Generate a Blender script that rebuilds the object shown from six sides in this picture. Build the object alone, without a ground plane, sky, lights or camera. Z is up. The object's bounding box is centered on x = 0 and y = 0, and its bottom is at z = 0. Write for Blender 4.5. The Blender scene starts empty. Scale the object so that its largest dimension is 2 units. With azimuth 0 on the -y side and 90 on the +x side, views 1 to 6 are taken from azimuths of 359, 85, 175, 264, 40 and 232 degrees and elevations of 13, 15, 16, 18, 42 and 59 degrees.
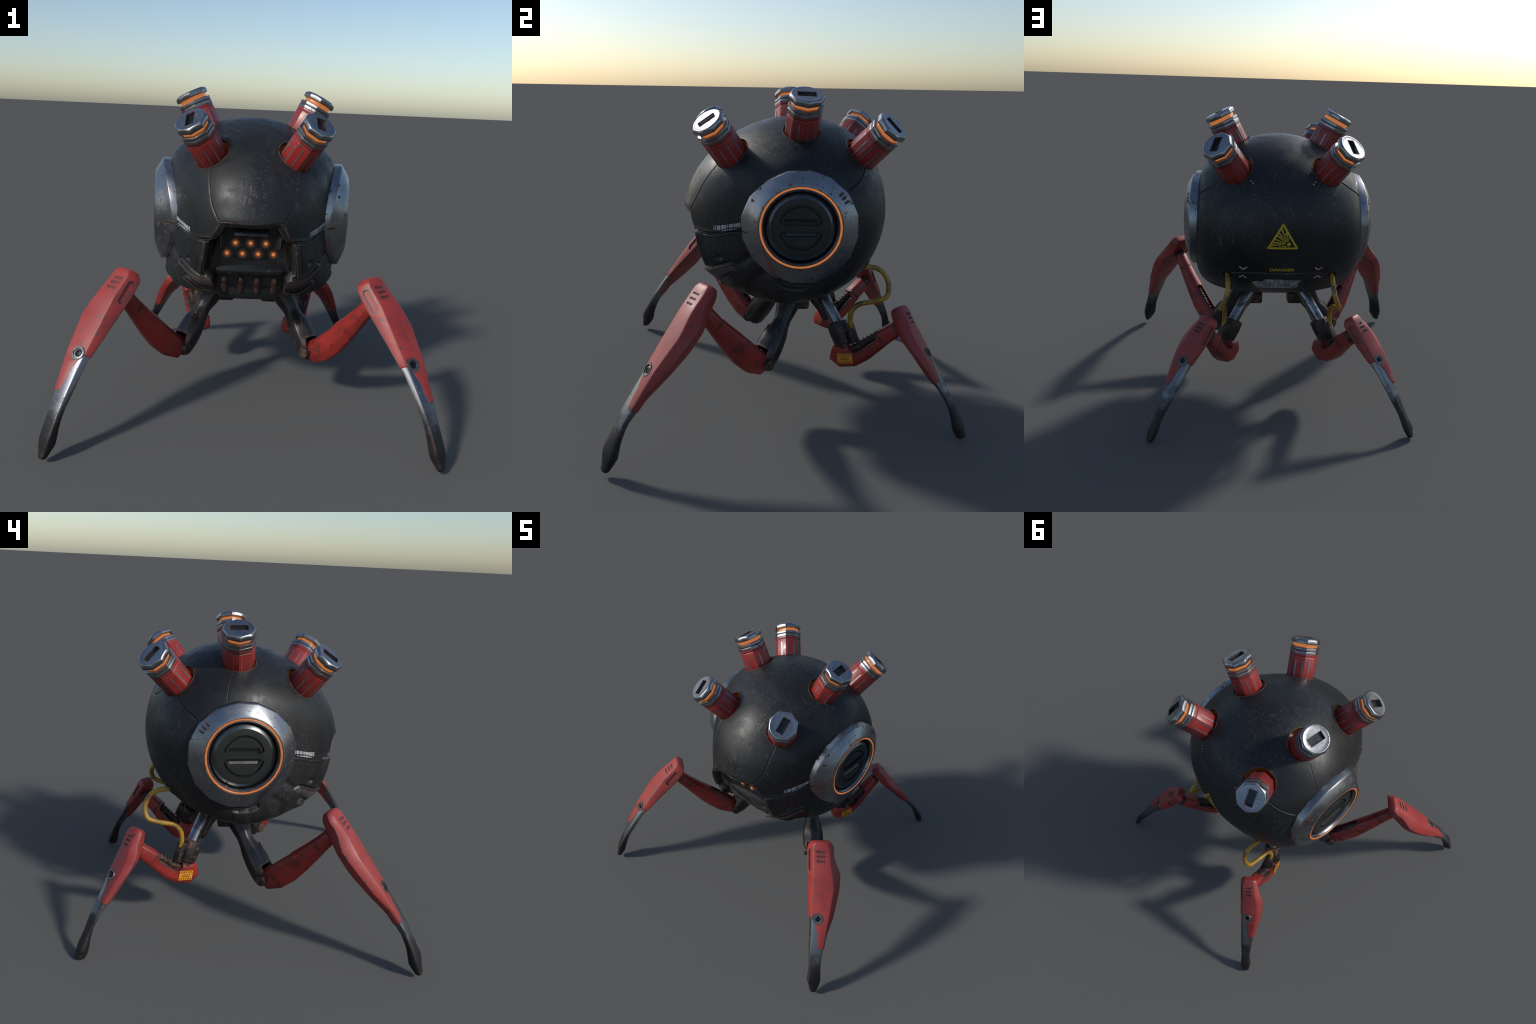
import bpy, bmesh, math, random
import numpy as np
from mathutils import Vector, Matrix

random.seed(7)
rng = np.random.default_rng(7)
V = np.array


def unit(v):
    v = np.asarray(v, float)
    return v / np.linalg.norm(v)


# ------------------------------------------------------------------ materials
class Nodes:
    """Small helper to write node trees as expressions."""

    def __init__(self, name):
        self.mat = bpy.data.materials.new(name)
        self.mat.use_nodes = True
        self.nt = self.mat.node_tree
        self.nt.nodes.clear()
        self.out = self.nt.nodes.new("ShaderNodeOutputMaterial")
        self.bsdf = self.nt.nodes.new("ShaderNodeBsdfPrincipled")
        self.nt.links.new(self.bsdf.outputs[0], self.out.inputs[0])
        self.tc = self.nt.nodes.new("ShaderNodeTexCoord")
        self.obj = self.tc.outputs["Object"]

    def new(self, kind, **kw):
        n = self.nt.nodes.new(kind)
        for k, v in kw.items():
            setattr(n, k, v)
        return n

    def link(self, a, b):
        if hasattr(a, "is_output"):
            self.nt.links.new(a, b)
        else:
            b.default_value = a

    def set(self, **kw):
        for k, v in kw.items():
            self.link(v, self.bsdf.inputs[k.replace("_", " ")])

    def noise(self, scale, detail=4, rough=0.55, vec=None, distort=0.0):
        n = self.new("ShaderNodeTexNoise")
        self.link(vec if vec is not None else self.obj, n.inputs["Vector"])
        n.inputs["Scale"].default_value = scale
        n.inputs["Detail"].default_value = detail
        n.inputs["Roughness"].default_value = rough
        n.inputs["Distortion"].default_value = distort
        return n.outputs["Fac"]

    def mapping(self, scale=(1, 1, 1), rot=(0, 0, 0), loc=(0, 0, 0)):
        n = self.new("ShaderNodeMapping")
        self.link(self.obj, n.inputs[0])
        n.inputs["Scale"].default_value = scale
        n.inputs["Rotation"].default_value = rot
        n.inputs["Location"].default_value = loc
        return n.outputs[0]

    def math(self, op, a, b=0.0, c=0.0, clamp=False):
        n = self.new("ShaderNodeMath", operation=op, use_clamp=clamp)
        for i, x in enumerate((a, b, c)):
            self.link(x, n.inputs[i])
        return n.outputs[0]

    def ramp(self, fac, lo, hi):
        n = self.new("ShaderNodeMapRange", clamp=True, interpolation_type="SMOOTHSTEP")
        self.link(fac, n.inputs[0])
        n.inputs[1].default_value, n.inputs[2].default_value = lo, hi
        return n.outputs[0]

    def lerp(self, fac, lo, hi):
        n = self.new("ShaderNodeMapRange", clamp=True)
        self.link(fac, n.inputs[0])
        self.link(lo, n.inputs[3])
        self.link(hi, n.inputs[4])
        return n.outputs[0]

    def mix(self, fac, a, b):
        n = self.new("ShaderNodeMix", data_type="RGBA")
        self.link(fac, n.inputs[0])
        for s, x in ((6, a), (7, b)):
            self.link(x if hasattr(x, "is_output") else (*x, 1.0), n.inputs[s])
        return n.outputs[2]

    def bump(self, height, strength, dist=0.01):
        n = self.new("ShaderNodeBump")
        self.link(height, n.inputs["Height"])
        n.inputs["Strength"].default_value = strength
        n.inputs["Distance"].default_value = dist
        self.nt.links.new(n.outputs[0], self.bsdf.inputs["Normal"])

    def edge(self, radius=0.008):
        """how far a rounded normal turns away from the real one: 0 flat, 1 on an edge"""
        b = self.new("ShaderNodeBevel", samples=6)
        b.inputs["Radius"].default_value = radius
        g = self.new("ShaderNodeNewGeometry")
        d = self.new("ShaderNodeVectorMath", operation="DOT_PRODUCT")
        self.nt.links.new(b.outputs[0], d.inputs[0])
        self.nt.links.new(g.outputs["Normal"], d.inputs[1])
        return self.math("SUBTRACT", 1.0, d.outputs["Value"])

    def pointiness(self):
        return self.new("ShaderNodeNewGeometry").outputs["Pointiness"]

    def axis(self, i):
        s = self.new("ShaderNodeSeparateXYZ")
        self.link(self.obj, s.inputs[0])
        return s.outputs[i]


RUST = (0.085, 0.035, 0.024)


def mat_painted(name, base, base2, wear, rough=0.45, metallic=0.0, chips=0.5, dirt=0.35, edge_r=0.007,
                specular=0.5, rust=0.3, scale=1.0, coat=0.0):
    n = Nodes(name)
    big = n.noise(5 * scale, 3)
    col = n.mix(n.ramp(big, 0.35, 0.68), base, base2)
    # grime in broad patches
    grime = n.ramp(n.noise(9 * scale, 6, 0.68), 0.50, 0.66)
    col = n.mix(n.math("MULTIPLY", grime, dirt), col, tuple(c * 0.28 + 0.006 for c in base))
    # chipped edges
    e = n.ramp(n.edge(edge_r * 2.0), 0.002, 0.035)
    nz = n.noise(30 * scale, 6, 0.72)
    nz2 = n.ramp(n.noise(6 * scale, 2), 0.40, 0.60)
    chip = n.ramp(n.math("ADD", n.math("MULTIPLY", e, n.lerp(nz2, 0.08 + 0.12 * chips, 0.20 + 0.2 * chips)), nz), 0.615, 0.65)
    spots = n.ramp(n.noise(21 * scale, 4, 0.65, distort=0.5), 0.69 - 0.05 * chips, 0.72 - 0.04 * chips)
    chip = n.math("MAXIMUM", chip, spots)
    wearcol = n.mix(n.ramp(n.noise(50 * scale, 3), 0.62 - 0.3 * rust, 0.72), wear, RUST)
    col = n.mix(chip, col, wearcol)
    r = n.lerp(n.noise(22 * scale, 5), rough - 0.1, rough + 0.12)
    r = n.lerp(chip, r, 0.5)
    n.set(Base_Color=col, Roughness=r, Metallic=n.lerp(chip, metallic, 0.35), Specular_IOR_Level=specular, Coat_Weight=coat)
    n.bump(n.math("SUBTRACT", n.math("MULTIPLY", n.noise(90, 3), 0.25), chip), 0.12, 0.002)
    return n.mat


def mat_metal(name, base, base2, rough=0.3, rust=0.5, edge_r=0.008, scale=1.0, metallic=1.0, edge_only=True):
    n = Nodes(name)
    col = n.mix(n.ramp(n.noise(7 * scale, 4), 0.35, 0.7), base, base2)
    e = n.ramp(n.edge(edge_r * 1.8), 0.003, 0.05)
    nz = n.noise(28 * scale, 6, 0.74)
    k = n.math("ADD", n.math("MULTIPLY", e, 0.10 + 0.20 * rust), nz)
    m = n.ramp(k, 0.63 - 0.06 * rust, 0.67 - 0.05 * rust)
    if not edge_only:
        m = n.math("MAXIMUM", m, n.ramp(n.noise(11 * scale, 6, 0.72), 0.60 - 0.12 * rust, 0.70 - 0.08 * rust))
    rc = n.mix(n.ramp(n.noise(45, 3), 0.35, 0.65), (0.035, 0.018, 0.015), (0.13, 0.058, 0.042))
    col = n.mix(m, col, rc)
    r = n.lerp(n.noise(16 * scale, 6, 0.65), rough - 0.08, rough + 0.14)
    n.set(Base_Color=col, Roughness=n.lerp(m, r, 0.7), Metallic=n.lerp(m, metallic, 0.15))
    n.bump(n.math("ADD", n.math("MULTIPLY", n.noise(140, 3), 0.3), n.math("MULTIPLY", m, -0.6)), 0.15, 0.002)
    return n.mat


def mat_plain(name, base, rough=0.5, metallic=0.0, noise_amt=0.25, scale=30):
    n = Nodes(name)
    col = n.mix(n.ramp(n.noise(scale, 5), 0.3, 0.75), base, tuple(c * (1 - noise_amt) for c in base))
    n.set(Base_Color=col, Roughness=rough, Metallic=metallic)
    return n.mat


def mat_glow(name, colour, strength=1.0, dark=None):
    n = Nodes(name)
    n.set(Base_Color=(colour[0] * 0.25, colour[1] * 0.25, colour[2] * 0.25, 1), Roughness=0.32,
          Emission_Color=(*colour, 1), Emission_Strength=strength)
    return n.mat


def mat_shell():
    n = Nodes("dark_armour_paint")
    big = n.noise(3.2, 4)
    col = n.mix(n.ramp(big, 0.35, 0.7), (0.0125, 0.0135, 0.0145), (0.0195, 0.020, 0.021))
    point = n.pointiness()
    # worn crest of edges, creases tinted near-black with rust in patches
    crest = n.ramp(n.math("ADD", point, n.math("MULTIPLY", n.math("SUBTRACT", n.noise(26, 6, 0.7), 0.5), 0.10)), 0.525, 0.57)
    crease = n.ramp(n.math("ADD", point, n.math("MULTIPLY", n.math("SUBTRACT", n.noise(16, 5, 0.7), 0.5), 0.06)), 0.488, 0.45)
    # dusty scratches: short strokes and flecks gathered in patches
    patch = n.ramp(n.noise(3.4, 5, 0.62), 0.43, 0.60)
    s1 = n.ramp(n.noise(1.0, 5, 0.7, n.mapping((110, 110, 20), (0.3, 0.2, 0))), 0.58, 0.66)
    s2 = n.ramp(n.noise(1.0, 5, 0.7, n.mapping((26, 100, 100), (0.5, 0.1, 0.7))), 0.60, 0.68)
    spots = n.ramp(n.noise(46, 5, 0.7), 0.575, 0.66)
    scr = n.math("MULTIPLY", n.math("MAXIMUM", n.math("MAXIMUM", s1, s2), n.math("MULTIPLY", spots, 0.9)), patch)
    col = n.mix(n.math("MULTIPLY", scr, 0.55), col, (0.115, 0.12, 0.126))
    rustm = n.math("MULTIPLY", n.ramp(n.noise(9, 6, 0.72), 0.58, 0.72), 0.35)
    col = n.mix(rustm, col, (0.042, 0.026, 0.021))
    col = n.mix(n.math("MULTIPLY", crest, 0.8), col, n.mix(n.ramp(n.noise(40, 3), 0.4, 0.6), (0.11, 0.10, 0.095), (0.10, 0.048, 0.034)))
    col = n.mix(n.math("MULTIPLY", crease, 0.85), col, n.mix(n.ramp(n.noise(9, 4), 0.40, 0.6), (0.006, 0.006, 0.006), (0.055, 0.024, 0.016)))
    r = n.lerp(n.ramp(n.noise(12, 6, 0.7), 0.3, 0.7), 0.33, 0.55)
    r = n.lerp(scr, r, 0.24)
    n.set(Base_Color=col, Roughness=r, Metallic=0.2, Specular_IOR_Level=0.42)
    n.bump(n.math("ADD", n.math("MULTIPLY", n.noise(38, 6, 0.65), 0.8), n.math("MULTIPLY", scr, -0.5)), 0.22, 0.003)
    return n.mat


M = {}
M["shell"] = mat_shell()
M["dark"] = mat_painted("blackened_steel", (0.017, 0.018, 0.02), (0.026, 0.027, 0.029), (0.12, 0.10, 0.09), 0.42, 0.35, chips=0.5, rust=0.7, dirt=0.5, scale=1.2)
M["rusty"] = mat_metal("rusty_black_steel", (0.03, 0.029, 0.03), (0.05, 0.04, 0.036), 0.45, 0.85, metallic=0.7, edge_only=False)
M["red"] = mat_painted("worn_red_paint", (0.30, 0.033, 0.028), (0.25, 0.026, 0.024), (0.075, 0.07, 0.065), 0.46, 0.0, chips=0.75, dirt=0.3, rust=0.3, coat=0.0)
M["red_arm"] = mat_painted("grimy_red_paint", (0.30, 0.024, 0.018), (0.20, 0.018, 0.016), (0.065, 0.05, 0.042), 0.42, 0.0, chips=0.75, dirt=0.75, rust=0.5)
M["red_tube"] = mat_painted("red_tube_paint", (0.30, 0.022, 0.018), (0.22, 0.02, 0.018), (0.06, 0.06, 0.065), 0.35, 0.0, chips=0.3, dirt=0.3, rust=0.2, edge_r=0.004)
M["steel"] = mat_metal("brushed_blue_steel", (0.22, 0.235, 0.26), (0.31, 0.32, 0.34), 0.30, 0.85)
M["cap"] = mat_metal("scuffed_cap_steel", (0.30, 0.31, 0.33), (0.36, 0.37, 0.38), 0.27, 0.75, edge_r=0.006, scale=1.5)
M["collar"] = mat_metal("collar_steel", (0.26, 0.27, 0.29), (0.34, 0.34, 0.35), 0.32, 0.55, edge_r=0.004, scale=1.5)
M["foot"] = mat_metal("grubby_foot_steel", (0.20, 0.21, 0.22), (0.13, 0.13, 0.135), 0.33, 0.5)
M["chrome"] = mat_metal("piston_chrome", (0.27, 0.285, 0.31), (0.16, 0.165, 0.175), 0.26, 0.75, edge_only=False)
M["plate"] = mat_plain("hatch_charcoal", (0.021, 0.022, 0.022), 0.42, 0.2, 0.15)
M["plate_edge"] = mat_plain("hatch_bevel_sheen", (0.16, 0.165, 0.175), 0.3, 1.0, 0.2)  # paler metal paints the gloss highlight of the dark bevel
M["plate_steel"] = mat_metal("scuffed_plate_steel", (0.075, 0.077, 0.078), (0.115, 0.116, 0.112), 0.48, 0.55, metallic=0.5, edge_only=False)
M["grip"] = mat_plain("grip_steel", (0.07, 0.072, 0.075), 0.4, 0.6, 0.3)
M["black"] = mat_plain("black_recess", (0.006, 0.006, 0.006), 0.6)
M["inlay"] = mat_plain("grey_inlay", (0.26, 0.265, 0.27), 0.3, 0.7, 0.3)
M["glow"] = mat_glow("orange_glow", (0.58, 0.18, 0.050), 0.74)
M["ember"] = mat_glow("ember_liner", (0.26, 0.075, 0.012), 0.09)
M["yellow_ink"] = mat_plain("yellow_ink", (0.56, 0.39, 0.012), 0.5, 0, 0.3, 60)
M["white_ink"] = mat_plain("white_ink", (0.42, 0.43, 0.45), 0.5, 0, 0.35, 60)
M["text_ink"] = mat_plain("grey_ink", (0.09, 0.10, 0.12), 0.6, 0, 0.3, 60)
M["paper"] = mat_plain("grubby_label", (0.33, 0.35, 0.39), 0.6, 0, 0.35, 18)
M["amber"] = mat_plain("amber_sticker", (0.72, 0.30, 0.012), 0.45, 0, 0.3, 60)
M["recess_red"] = mat_plain("dark_red_recess", (0.15, 0.015, 0.013), 0.7, 0, 0.3)
M["capsule"] = mat_metal("rusted_capsule", (0.06, 0.035, 0.03), (0.09, 0.045, 0.035), 0.42, 0.9, metallic=0.5, edge_only=False)


def mat_cable():
    n = Nodes("yellow_rubber")
    z = n.noise(14, 3)
    col = n.mix(n.ramp(z, 0.42, 0.6), (0.36, 0.21, 0.018), (0.24, 0.13, 0.015))
    col = n.mix(n.math("MULTIPLY", n.ramp(n.noise(11, 5, 0.7), 0.5, 0.62), 0.8), col, (0.10, 0.05, 0.025))
    n.set(Base_Color=col, Roughness=0.4)
    return n.mat


def mat_lamp():
    n = Nodes("amber_lamp")
    d = n.new("ShaderNodeVectorMath", operation="LENGTH")
    n.link(n.mapping((1, 1, 1)), d.inputs[0])
    r = d.outputs["Value"]
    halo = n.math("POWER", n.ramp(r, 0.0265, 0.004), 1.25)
    core = n.ramp(r, 0.0105, 0.0070)
    col = n.mix(core, (0.58, 0.15, 0.03), (0.85, 0.32, 0.085))
    st = n.math("ADD", n.math("MULTIPLY", halo, 0.48), n.math("MULTIPLY", core, 0.42))
    n.set(Base_Color=(0.012, 0.011, 0.011, 1), Roughness=0.35, Emission_Color=col, Emission_Strength=st)
    return n.mat


def mat_glass():
    n = Nodes("visor_glass")
    n.set(Base_Color=(0.9, 0.9, 0.9, 1), Roughness=0.04, Transmission_Weight=1.0, IOR=1.12, Specular_IOR_Level=0.5)
    return n.mat


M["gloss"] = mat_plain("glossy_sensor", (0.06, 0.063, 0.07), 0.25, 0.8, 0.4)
M["cable"], M["lamp"], M["glass"] = mat_cable(), mat_lamp(), mat_glass()

# ------------------------------------------------------------------ mesh tools
ROOT = bpy.data.objects.new("walking_mine_robot", None)
bpy.context.scene.collection.objects.link(ROOT)
ROOT["label"] = "round black walking mine robot with red legs and detonator tubes"
ROOT["category"] = "robot"


def add(name, me, mats, parent=None, smooth=40):
    if not isinstance(mats, (list, tuple)):
        mats = [mats]
    for m in mats:
        me.materials.append(M[m])
    if smooth:
        me.polygons.foreach_set("use_smooth", [True] * len(me.polygons))
        me.set_sharp_from_angle(angle=math.radians(smooth))
    o = bpy.data.objects.new(name, me)
    bpy.context.scene.collection.objects.link(o)
    o.parent = parent or ROOT
    return o


def mesh(verts, faces, side=1):
    me = bpy.data.meshes.new("part")
    verts = [(side * v[0], v[1], v[2]) for v in verts]
    me.from_pydata(verts, [], [tuple(f) if side > 0 else tuple(reversed(f)) for f in faces])
    return me


def fix(me):
    bm = bmesh.new()
    bm.from_mesh(me)
    bmesh.ops.recalc_face_normals(bm, faces=bm.faces)
    bm.to_mesh(me)
    bm.free()
    return me


def bevel(me, width, angle=28, segs=2):
    bm = bmesh.new()
    bm.from_mesh(me)
    bmesh.ops.recalc_face_normals(bm, faces=bm.faces)
    es = [e for e in bm.edges if len(e.link_faces) == 2 and e.calc_face_angle(0) > math.radians(angle)]
    bmesh.ops.bevel(bm, geom=es, offset=width, segments=segs, profile=0.5, affect="EDGES", clamp_overlap=True)
    bmesh.ops.recalc_face_normals(bm, faces=bm.faces)
    bm.to_mesh(me)
    bm.free()
    return me


def boolean(me, cutters):
    """subtract the cutter meshes from a mesh"""
    a = bpy.data.objects.new("a", me)
    bpy.context.scene.collection.objects.link(a)
    tmp = [a]
    for c in cutters:
        b = bpy.data.objects.new("b", c)
        bpy.context.scene.collection.objects.link(b)
        tmp.append(b)
        md = a.modifiers.new("cut", "BOOLEAN")
        md.operation, md.object, md.solver = "DIFFERENCE", b, "EXACT"
    dg = bpy.context.evaluated_depsgraph_get()
    res = bpy.data.meshes.new_from_object(a.evaluated_get(dg))
    for o in tmp:
        bpy.data.objects.remove(o)
    return res


def join(parts):
    """several (verts, faces) or meshes into one mesh"""
    vs, fs = [], []
    for p in parts:
        if isinstance(p, bpy.types.Mesh):
            v = [tuple(x.co) for x in p.vertices]
            f = [tuple(q.vertices) for q in p.polygons]
        else:
            v, f = p
        k = len(vs)
        vs += [tuple(x) for x in v]
        fs += [tuple(i + k for i in q) for q in f]
    return vs, fs


def loft(rings, caps=True, closed=True):
    rings = [np.asarray(r, float) for r in rings]
    n = len(rings[0])
    vs = np.vstack(rings)
    fs = []
    for i in range(len(rings) - 1):
        for j in range(n if closed else n - 1):
            a, b = i * n + j, i * n + (j + 1) % n
            fs.append((a, b, b + n, a + n))
    if caps:
        fs.append(tuple(range(n))[::-1])
        fs.append(tuple((len(rings) - 1) * n + j for j in range(n)))
    return [tuple(v) for v in vs], fs


def frame(d, up=(0, 0, 1)):
    """x, y axes square to d; y is as close to up as possible"""
    d = unit(d)
    x = np.cross(up, d)
    x = unit(x) if np.linalg.norm(x) > 1e-6 else V([1.0, 0, 0])
    return x, np.cross(d, x), d


def ring(c, x, y, rx, ry=None, n=16, phase=0.0):
    ry = rx if ry is None else ry
    a = np.arange(n) * 2 * math.pi / n + phase
    return V(c) + np.outer(np.cos(a) * rx, x) + np.outer(np.sin(a) * ry, y)


def lathe(c, d, prof, n=32, up=(0, 0, 1), phase=0.0, caps=True, x=None, y=None):
    """prof: (radius, height along d)"""
    if x is None:
        x, y, d = frame(d, up)
    return loft([ring(V(c) + h * unit(d), x, y, max(r, 1e-4), n=n, phase=phase) for r, h in prof], caps)


def box(c, x, y, z, sx, sy, sz):
    c = V(c, float)
    vs = [c + a * sx / 2 * V(x) + b * sy / 2 * V(y) + e * sz / 2 * V(z) for e in (-1, 1) for a, b in ((-1, -1), (1, -1), (1, 1), (-1, 1))]
    return [tuple(v) for v in vs], [(3, 2, 1, 0), (4, 5, 6, 7), (0, 1, 5, 4), (1, 2, 6, 5), (2, 3, 7, 6), (3, 0, 4, 7)]


def stadium(c, x, y, z, length, width, depth, n=6):
    """rounded slot prism: long along x, thickness along z"""
    r, h = width / 2, max(length - width, 0) / 2
    pts = []
    for i in range(n + 1):
        a = -math.pi / 2 + math.pi * i / n
        pts.append((h + r * math.cos(a), r * math.sin(a)))
    for i in range(n + 1):
        a = math.pi / 2 + math.pi * i / n
        pts.append((-h + r * math.cos(a), r * math.sin(a)))
    return loft([[V(c) + p * V(x) + q * V(y) + s * depth / 2 * V(z) for p, q in pts] for s in (-1, 1)])


def smooth_path(pts, n):
    """Catmull-Rom through the points"""
    p = V(pts, float)
    p = np.vstack([2 * p[0] - p[1], p, 2 * p[-1] - p[-2]])
    seg = len(p) - 3
    out = []
    for s in np.linspace(0, seg, n):
        i = min(int(s), seg - 1)
        t = s - i
        a, b, c, d = p[i : i + 4]
        out.append(0.5 * (2 * b + (c - a) * t + (2 * a - 5 * b + 4 * c - d) * t * t + (3 * b - a - 3 * c + d) * t**3))
    return V(out)


def tube(path, radius, n=10, caps=True, ref=(1, 0.1, 0.2)):
    path = V(path, float)
    rings = []
    rad = np.broadcast_to(radius, (len(path),))
    x = None
    for i, p in enumerate(path):
        d = unit(path[min(i + 1, len(path) - 1)] - path[max(i - 1, 0)])
        x = np.cross(d, ref) if x is None else x - d * (x @ d)
        x = unit(x)
        rings.append(ring(p, x, np.cross(d, x), rad[i], n=n))
    return loft(rings, caps)


# ------------------------------------------------------------------ armour shell
CY, CZ = 0.0195, 1.1221
AX, AY, AZ, POW, LEAN = 0.674, 0.5887, 0.5486, 2.015, 0.0414
CENTRE = V([0.0, CY, CZ])
# flat cuts that round off the flanks, the front corners, the front flanks, the upper front and the belly: normal, distance
CUTS = [((1, 0, 0), 0.5304), ((0.70, -0.714, 0), 0.551), ((0.894, -0.447, 0), 0.497), ((0.64, -0.50, 0.583), 0.5502), ((0, -0.284, -0.959), 0.505), ((0, 0.327, -0.945), 0.527)]


def shell_level(p):
    """1 on the bare shell: a leaning ellipsoid, softly cut by the planes above"""
    x = np.abs(p[..., 0])
    z = p[..., 2] - CZ
    y0 = p[..., 1] - CY
    y = y0 - LEAN * z
    top = AZ * (1 + 0.12 * y * (z > 0))
    e = ((x / (AX * (1 - 0.2845 * z))) ** POW + (np.abs(y) / AY) ** POW + (np.abs(z) / top) ** POW) ** (1 / POW)
    m = 14
    acc = e**m
    for n, d in CUTS:
        acc = acc + np.maximum((x * n[0] + y0 * n[1] + z * n[2]) / d, 0) ** m
    return acc ** (1 / m)


def shell_radius(d):
    lo, hi = np.full(d.shape[:-1], 0.2), np.full(d.shape[:-1], 0.9)
    for _ in range(34):
        mid = (lo + hi) / 2
        out = shell_level(CENTRE + d * mid[..., None]) > 1
        hi = np.where(out, mid, hi)
        lo = np.where(out, lo, mid)
    return (lo + hi) / 2


def onto_shell(p, lift=0.0):
    p = V(p, float)
    d = p - CENTRE
    d = d / np.linalg.norm(d, axis=-1, keepdims=True)
    return CENTRE + d * (shell_radius(d) + lift)[..., None]


def rear_point(x, z, lift=0.0012):
    """the rear of the shell at this x, z"""
    x, z = np.broadcast_arrays(V(x, float), V(z, float))
    y = np.full(x.shape, 0.5)
    for _ in range(12):
        q = onto_shell(np.stack([x, y, z], -1), lift)
        y = y + (q[..., 1] - y)
        k = np.stack([x, y, z], -1)
        s = shell_level(k)
        y = y / np.maximum(s, 0.2) ** 0.7
    lo, hi = np.zeros(x.shape), np.full(x.shape, 0.8)
    for _ in range(30):
        mid = (lo + hi) / 2
        out = shell_level(np.stack([x, mid, z], -1)) > 1
        hi, lo = np.where(out, mid, hi), np.where(out, lo, mid)
    return onto_shell(np.stack([x, hi, z], -1), lift)


def poly_distance(px, py, poly):
    """signed distance to a polygon, positive inside"""
    poly = V(poly, float)
    d = np.full(px.shape, 9.0)
    inside = np.zeros(px.shape, bool)
    for a, b in zip(poly, np.roll(poly, -1, 0)):
        e = b - a
        t = np.clip(((px - a[0]) * e[0] + (py - a[1]) * e[1]) / (e @ e), 0, 1)
        d = np.minimum(d, np.hypot(px - a[0] - t * e[0], py - a[1] - t * e[1]))
        c = (a[1] > py) != (b[1] > py)
        inside ^= c & (px < (b[0] - a[0]) * (py - a[1]) / (b[1] - a[1] + 1e-12) + a[0])
    return np.where(inside, d, -d)


def line_distance(p, line):
    line = V(line, float)
    d = np.full(p.shape[:-1], 9.0)
    for a, b in zip(line[:-1], line[1:]):
        e = b - a
        t = np.clip(((p - a) @ e) / (e @ e), 0, 1)
        d = np.minimum(d, np.linalg.norm(p - a - t[..., None] * e, axis=-1))
    return d


def step(x, w):
    t = np.clip(x / w + 0.5, 0, 1)
    return t * t * (3 - 2 * t)


# detonator tubes: cap centre and axis on the +x side
TUBES = [(V([0.3352, -0.4351, 1.657]), unit([0.424, -0.512, 0.747]), 0),
         (V([0.3808, 0.0839, 1.7964]), unit([0.448, 0.035, 0.893]), 1),
         (V([0.3896, 0.5493, 1.6436]), unit([0.460, 0.556, 0.690]), 2)]
HOLE_R = 0.1035


def surface_along(c, d):
    t = np.linspace(0, 0.6, 4000)
    p = c - d * t[:, None]
    return p[np.argmax(shell_level(p) < 1)]


HOLES = []
for c, d, k in TUBES:
    s = surface_along(c, d)
    up = unit(V([0, 0, 1.0]) - d * d[2]) if k != 1 else unit(V([-1.0, 0, 0]) + d * d[0])
    HOLES.append((s + up * 0.012, d))

MOUTH = [(-0.163, 1.152), (0.163, 1.152), (0.217, 1.046), (0.232, 0.95), (0.240, 0.86), (0.205, 0.815), (0.185, 0.72), (0.16, 0.60), (-0.16, 0.60), (-0.185, 0.72), (-0.205, 0.815), (-0.240, 0.86), (-0.232, 0.95), (-0.217, 1.046)]
# upper edges of the two overlapping chevron plates on the cheek, and their heights
CHEVRONS = [([0.18, 0.264, 0.305, 0.345, 0.376, 0.396], [0.838, 0.836, 0.850, 0.872, 0.892, 0.880], 0.075, 0.016, 0.396),
            ([0.18, 0.262, 0.305, 0.345, 0.366], [0.752, 0.746, 0.772, 0.803, 0.793], 0.055, 0.014, 0.366)]
SCOOP_CUT = [(-0.055, 0.86), (-0.055, 0.803), (0.0, 0.785), (0.06, 0.782), (0.095, 0.79), (0.10, 0.86)]
SCOOP = [(-0.05, 0.797), (0.0, 0.779), (0.06, 0.776), (0.088, 0.78), (0.06, 0.70), (-0.0, 0.72)]
SEAMS = [
    # hood panel edges, from the front sockets down to the mouth corners
    ([(0.236, -0.37, 1.44), (0.232, -0.405, 1.39), (0.219, -0.45, 1.30), (0.202, -0.48, 1.226), (0.166, -0.512, 1.157)], 0.005, 0.0026),
    # belt seam from the mouth corner to the side hatch
    ([(0.218, -0.498, 1.049), (0.275, -0.438, 1.043), (0.335, -0.385, 1.050), (0.39, -0.333, 1.072), (0.455, -0.262, 1.085)], 0.009, 0.011),
    # inner edge strip on the cheek post
    ([(0.262, -0.46, 1.035), (0.268, -0.44, 0.95), (0.284, -0.41, 0.85)], 0.005, 0.004),
    # rear collar seam and the side seams
    ([(0.235, 0.48, 1.43), (0.168, 0.535, 1.375), (0.0, 0.56, 1.374), (-0.168, 0.535, 1.375)], 0.006, 0.0028),
    ([(0.35, 0.42, 1.425), (0.434, 0.372, 1.364), (0.492, 0.305, 1.315)], 0.006, 0.0045),
    ([(0.38, 0.11, 1.555), (0.448, 0.133, 1.491), (0.48, 0.14, 1.42)], 0.004, 0.0012),
    # rear belly hatch
    ([(0.322, 0.45, 0.85), (0.294, 0.478, 0.873), (0.149, 0.537, 0.884), (0.0, 0.553, 0.880), (-0.149, 0.537, 0.884)], 0.007, 0.006),
    ([(0.322, 0.45, 0.85), (0.345, 0.36, 0.74), (0.36, 0.25, 0.66)], 0.006, 0.004),
]


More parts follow.
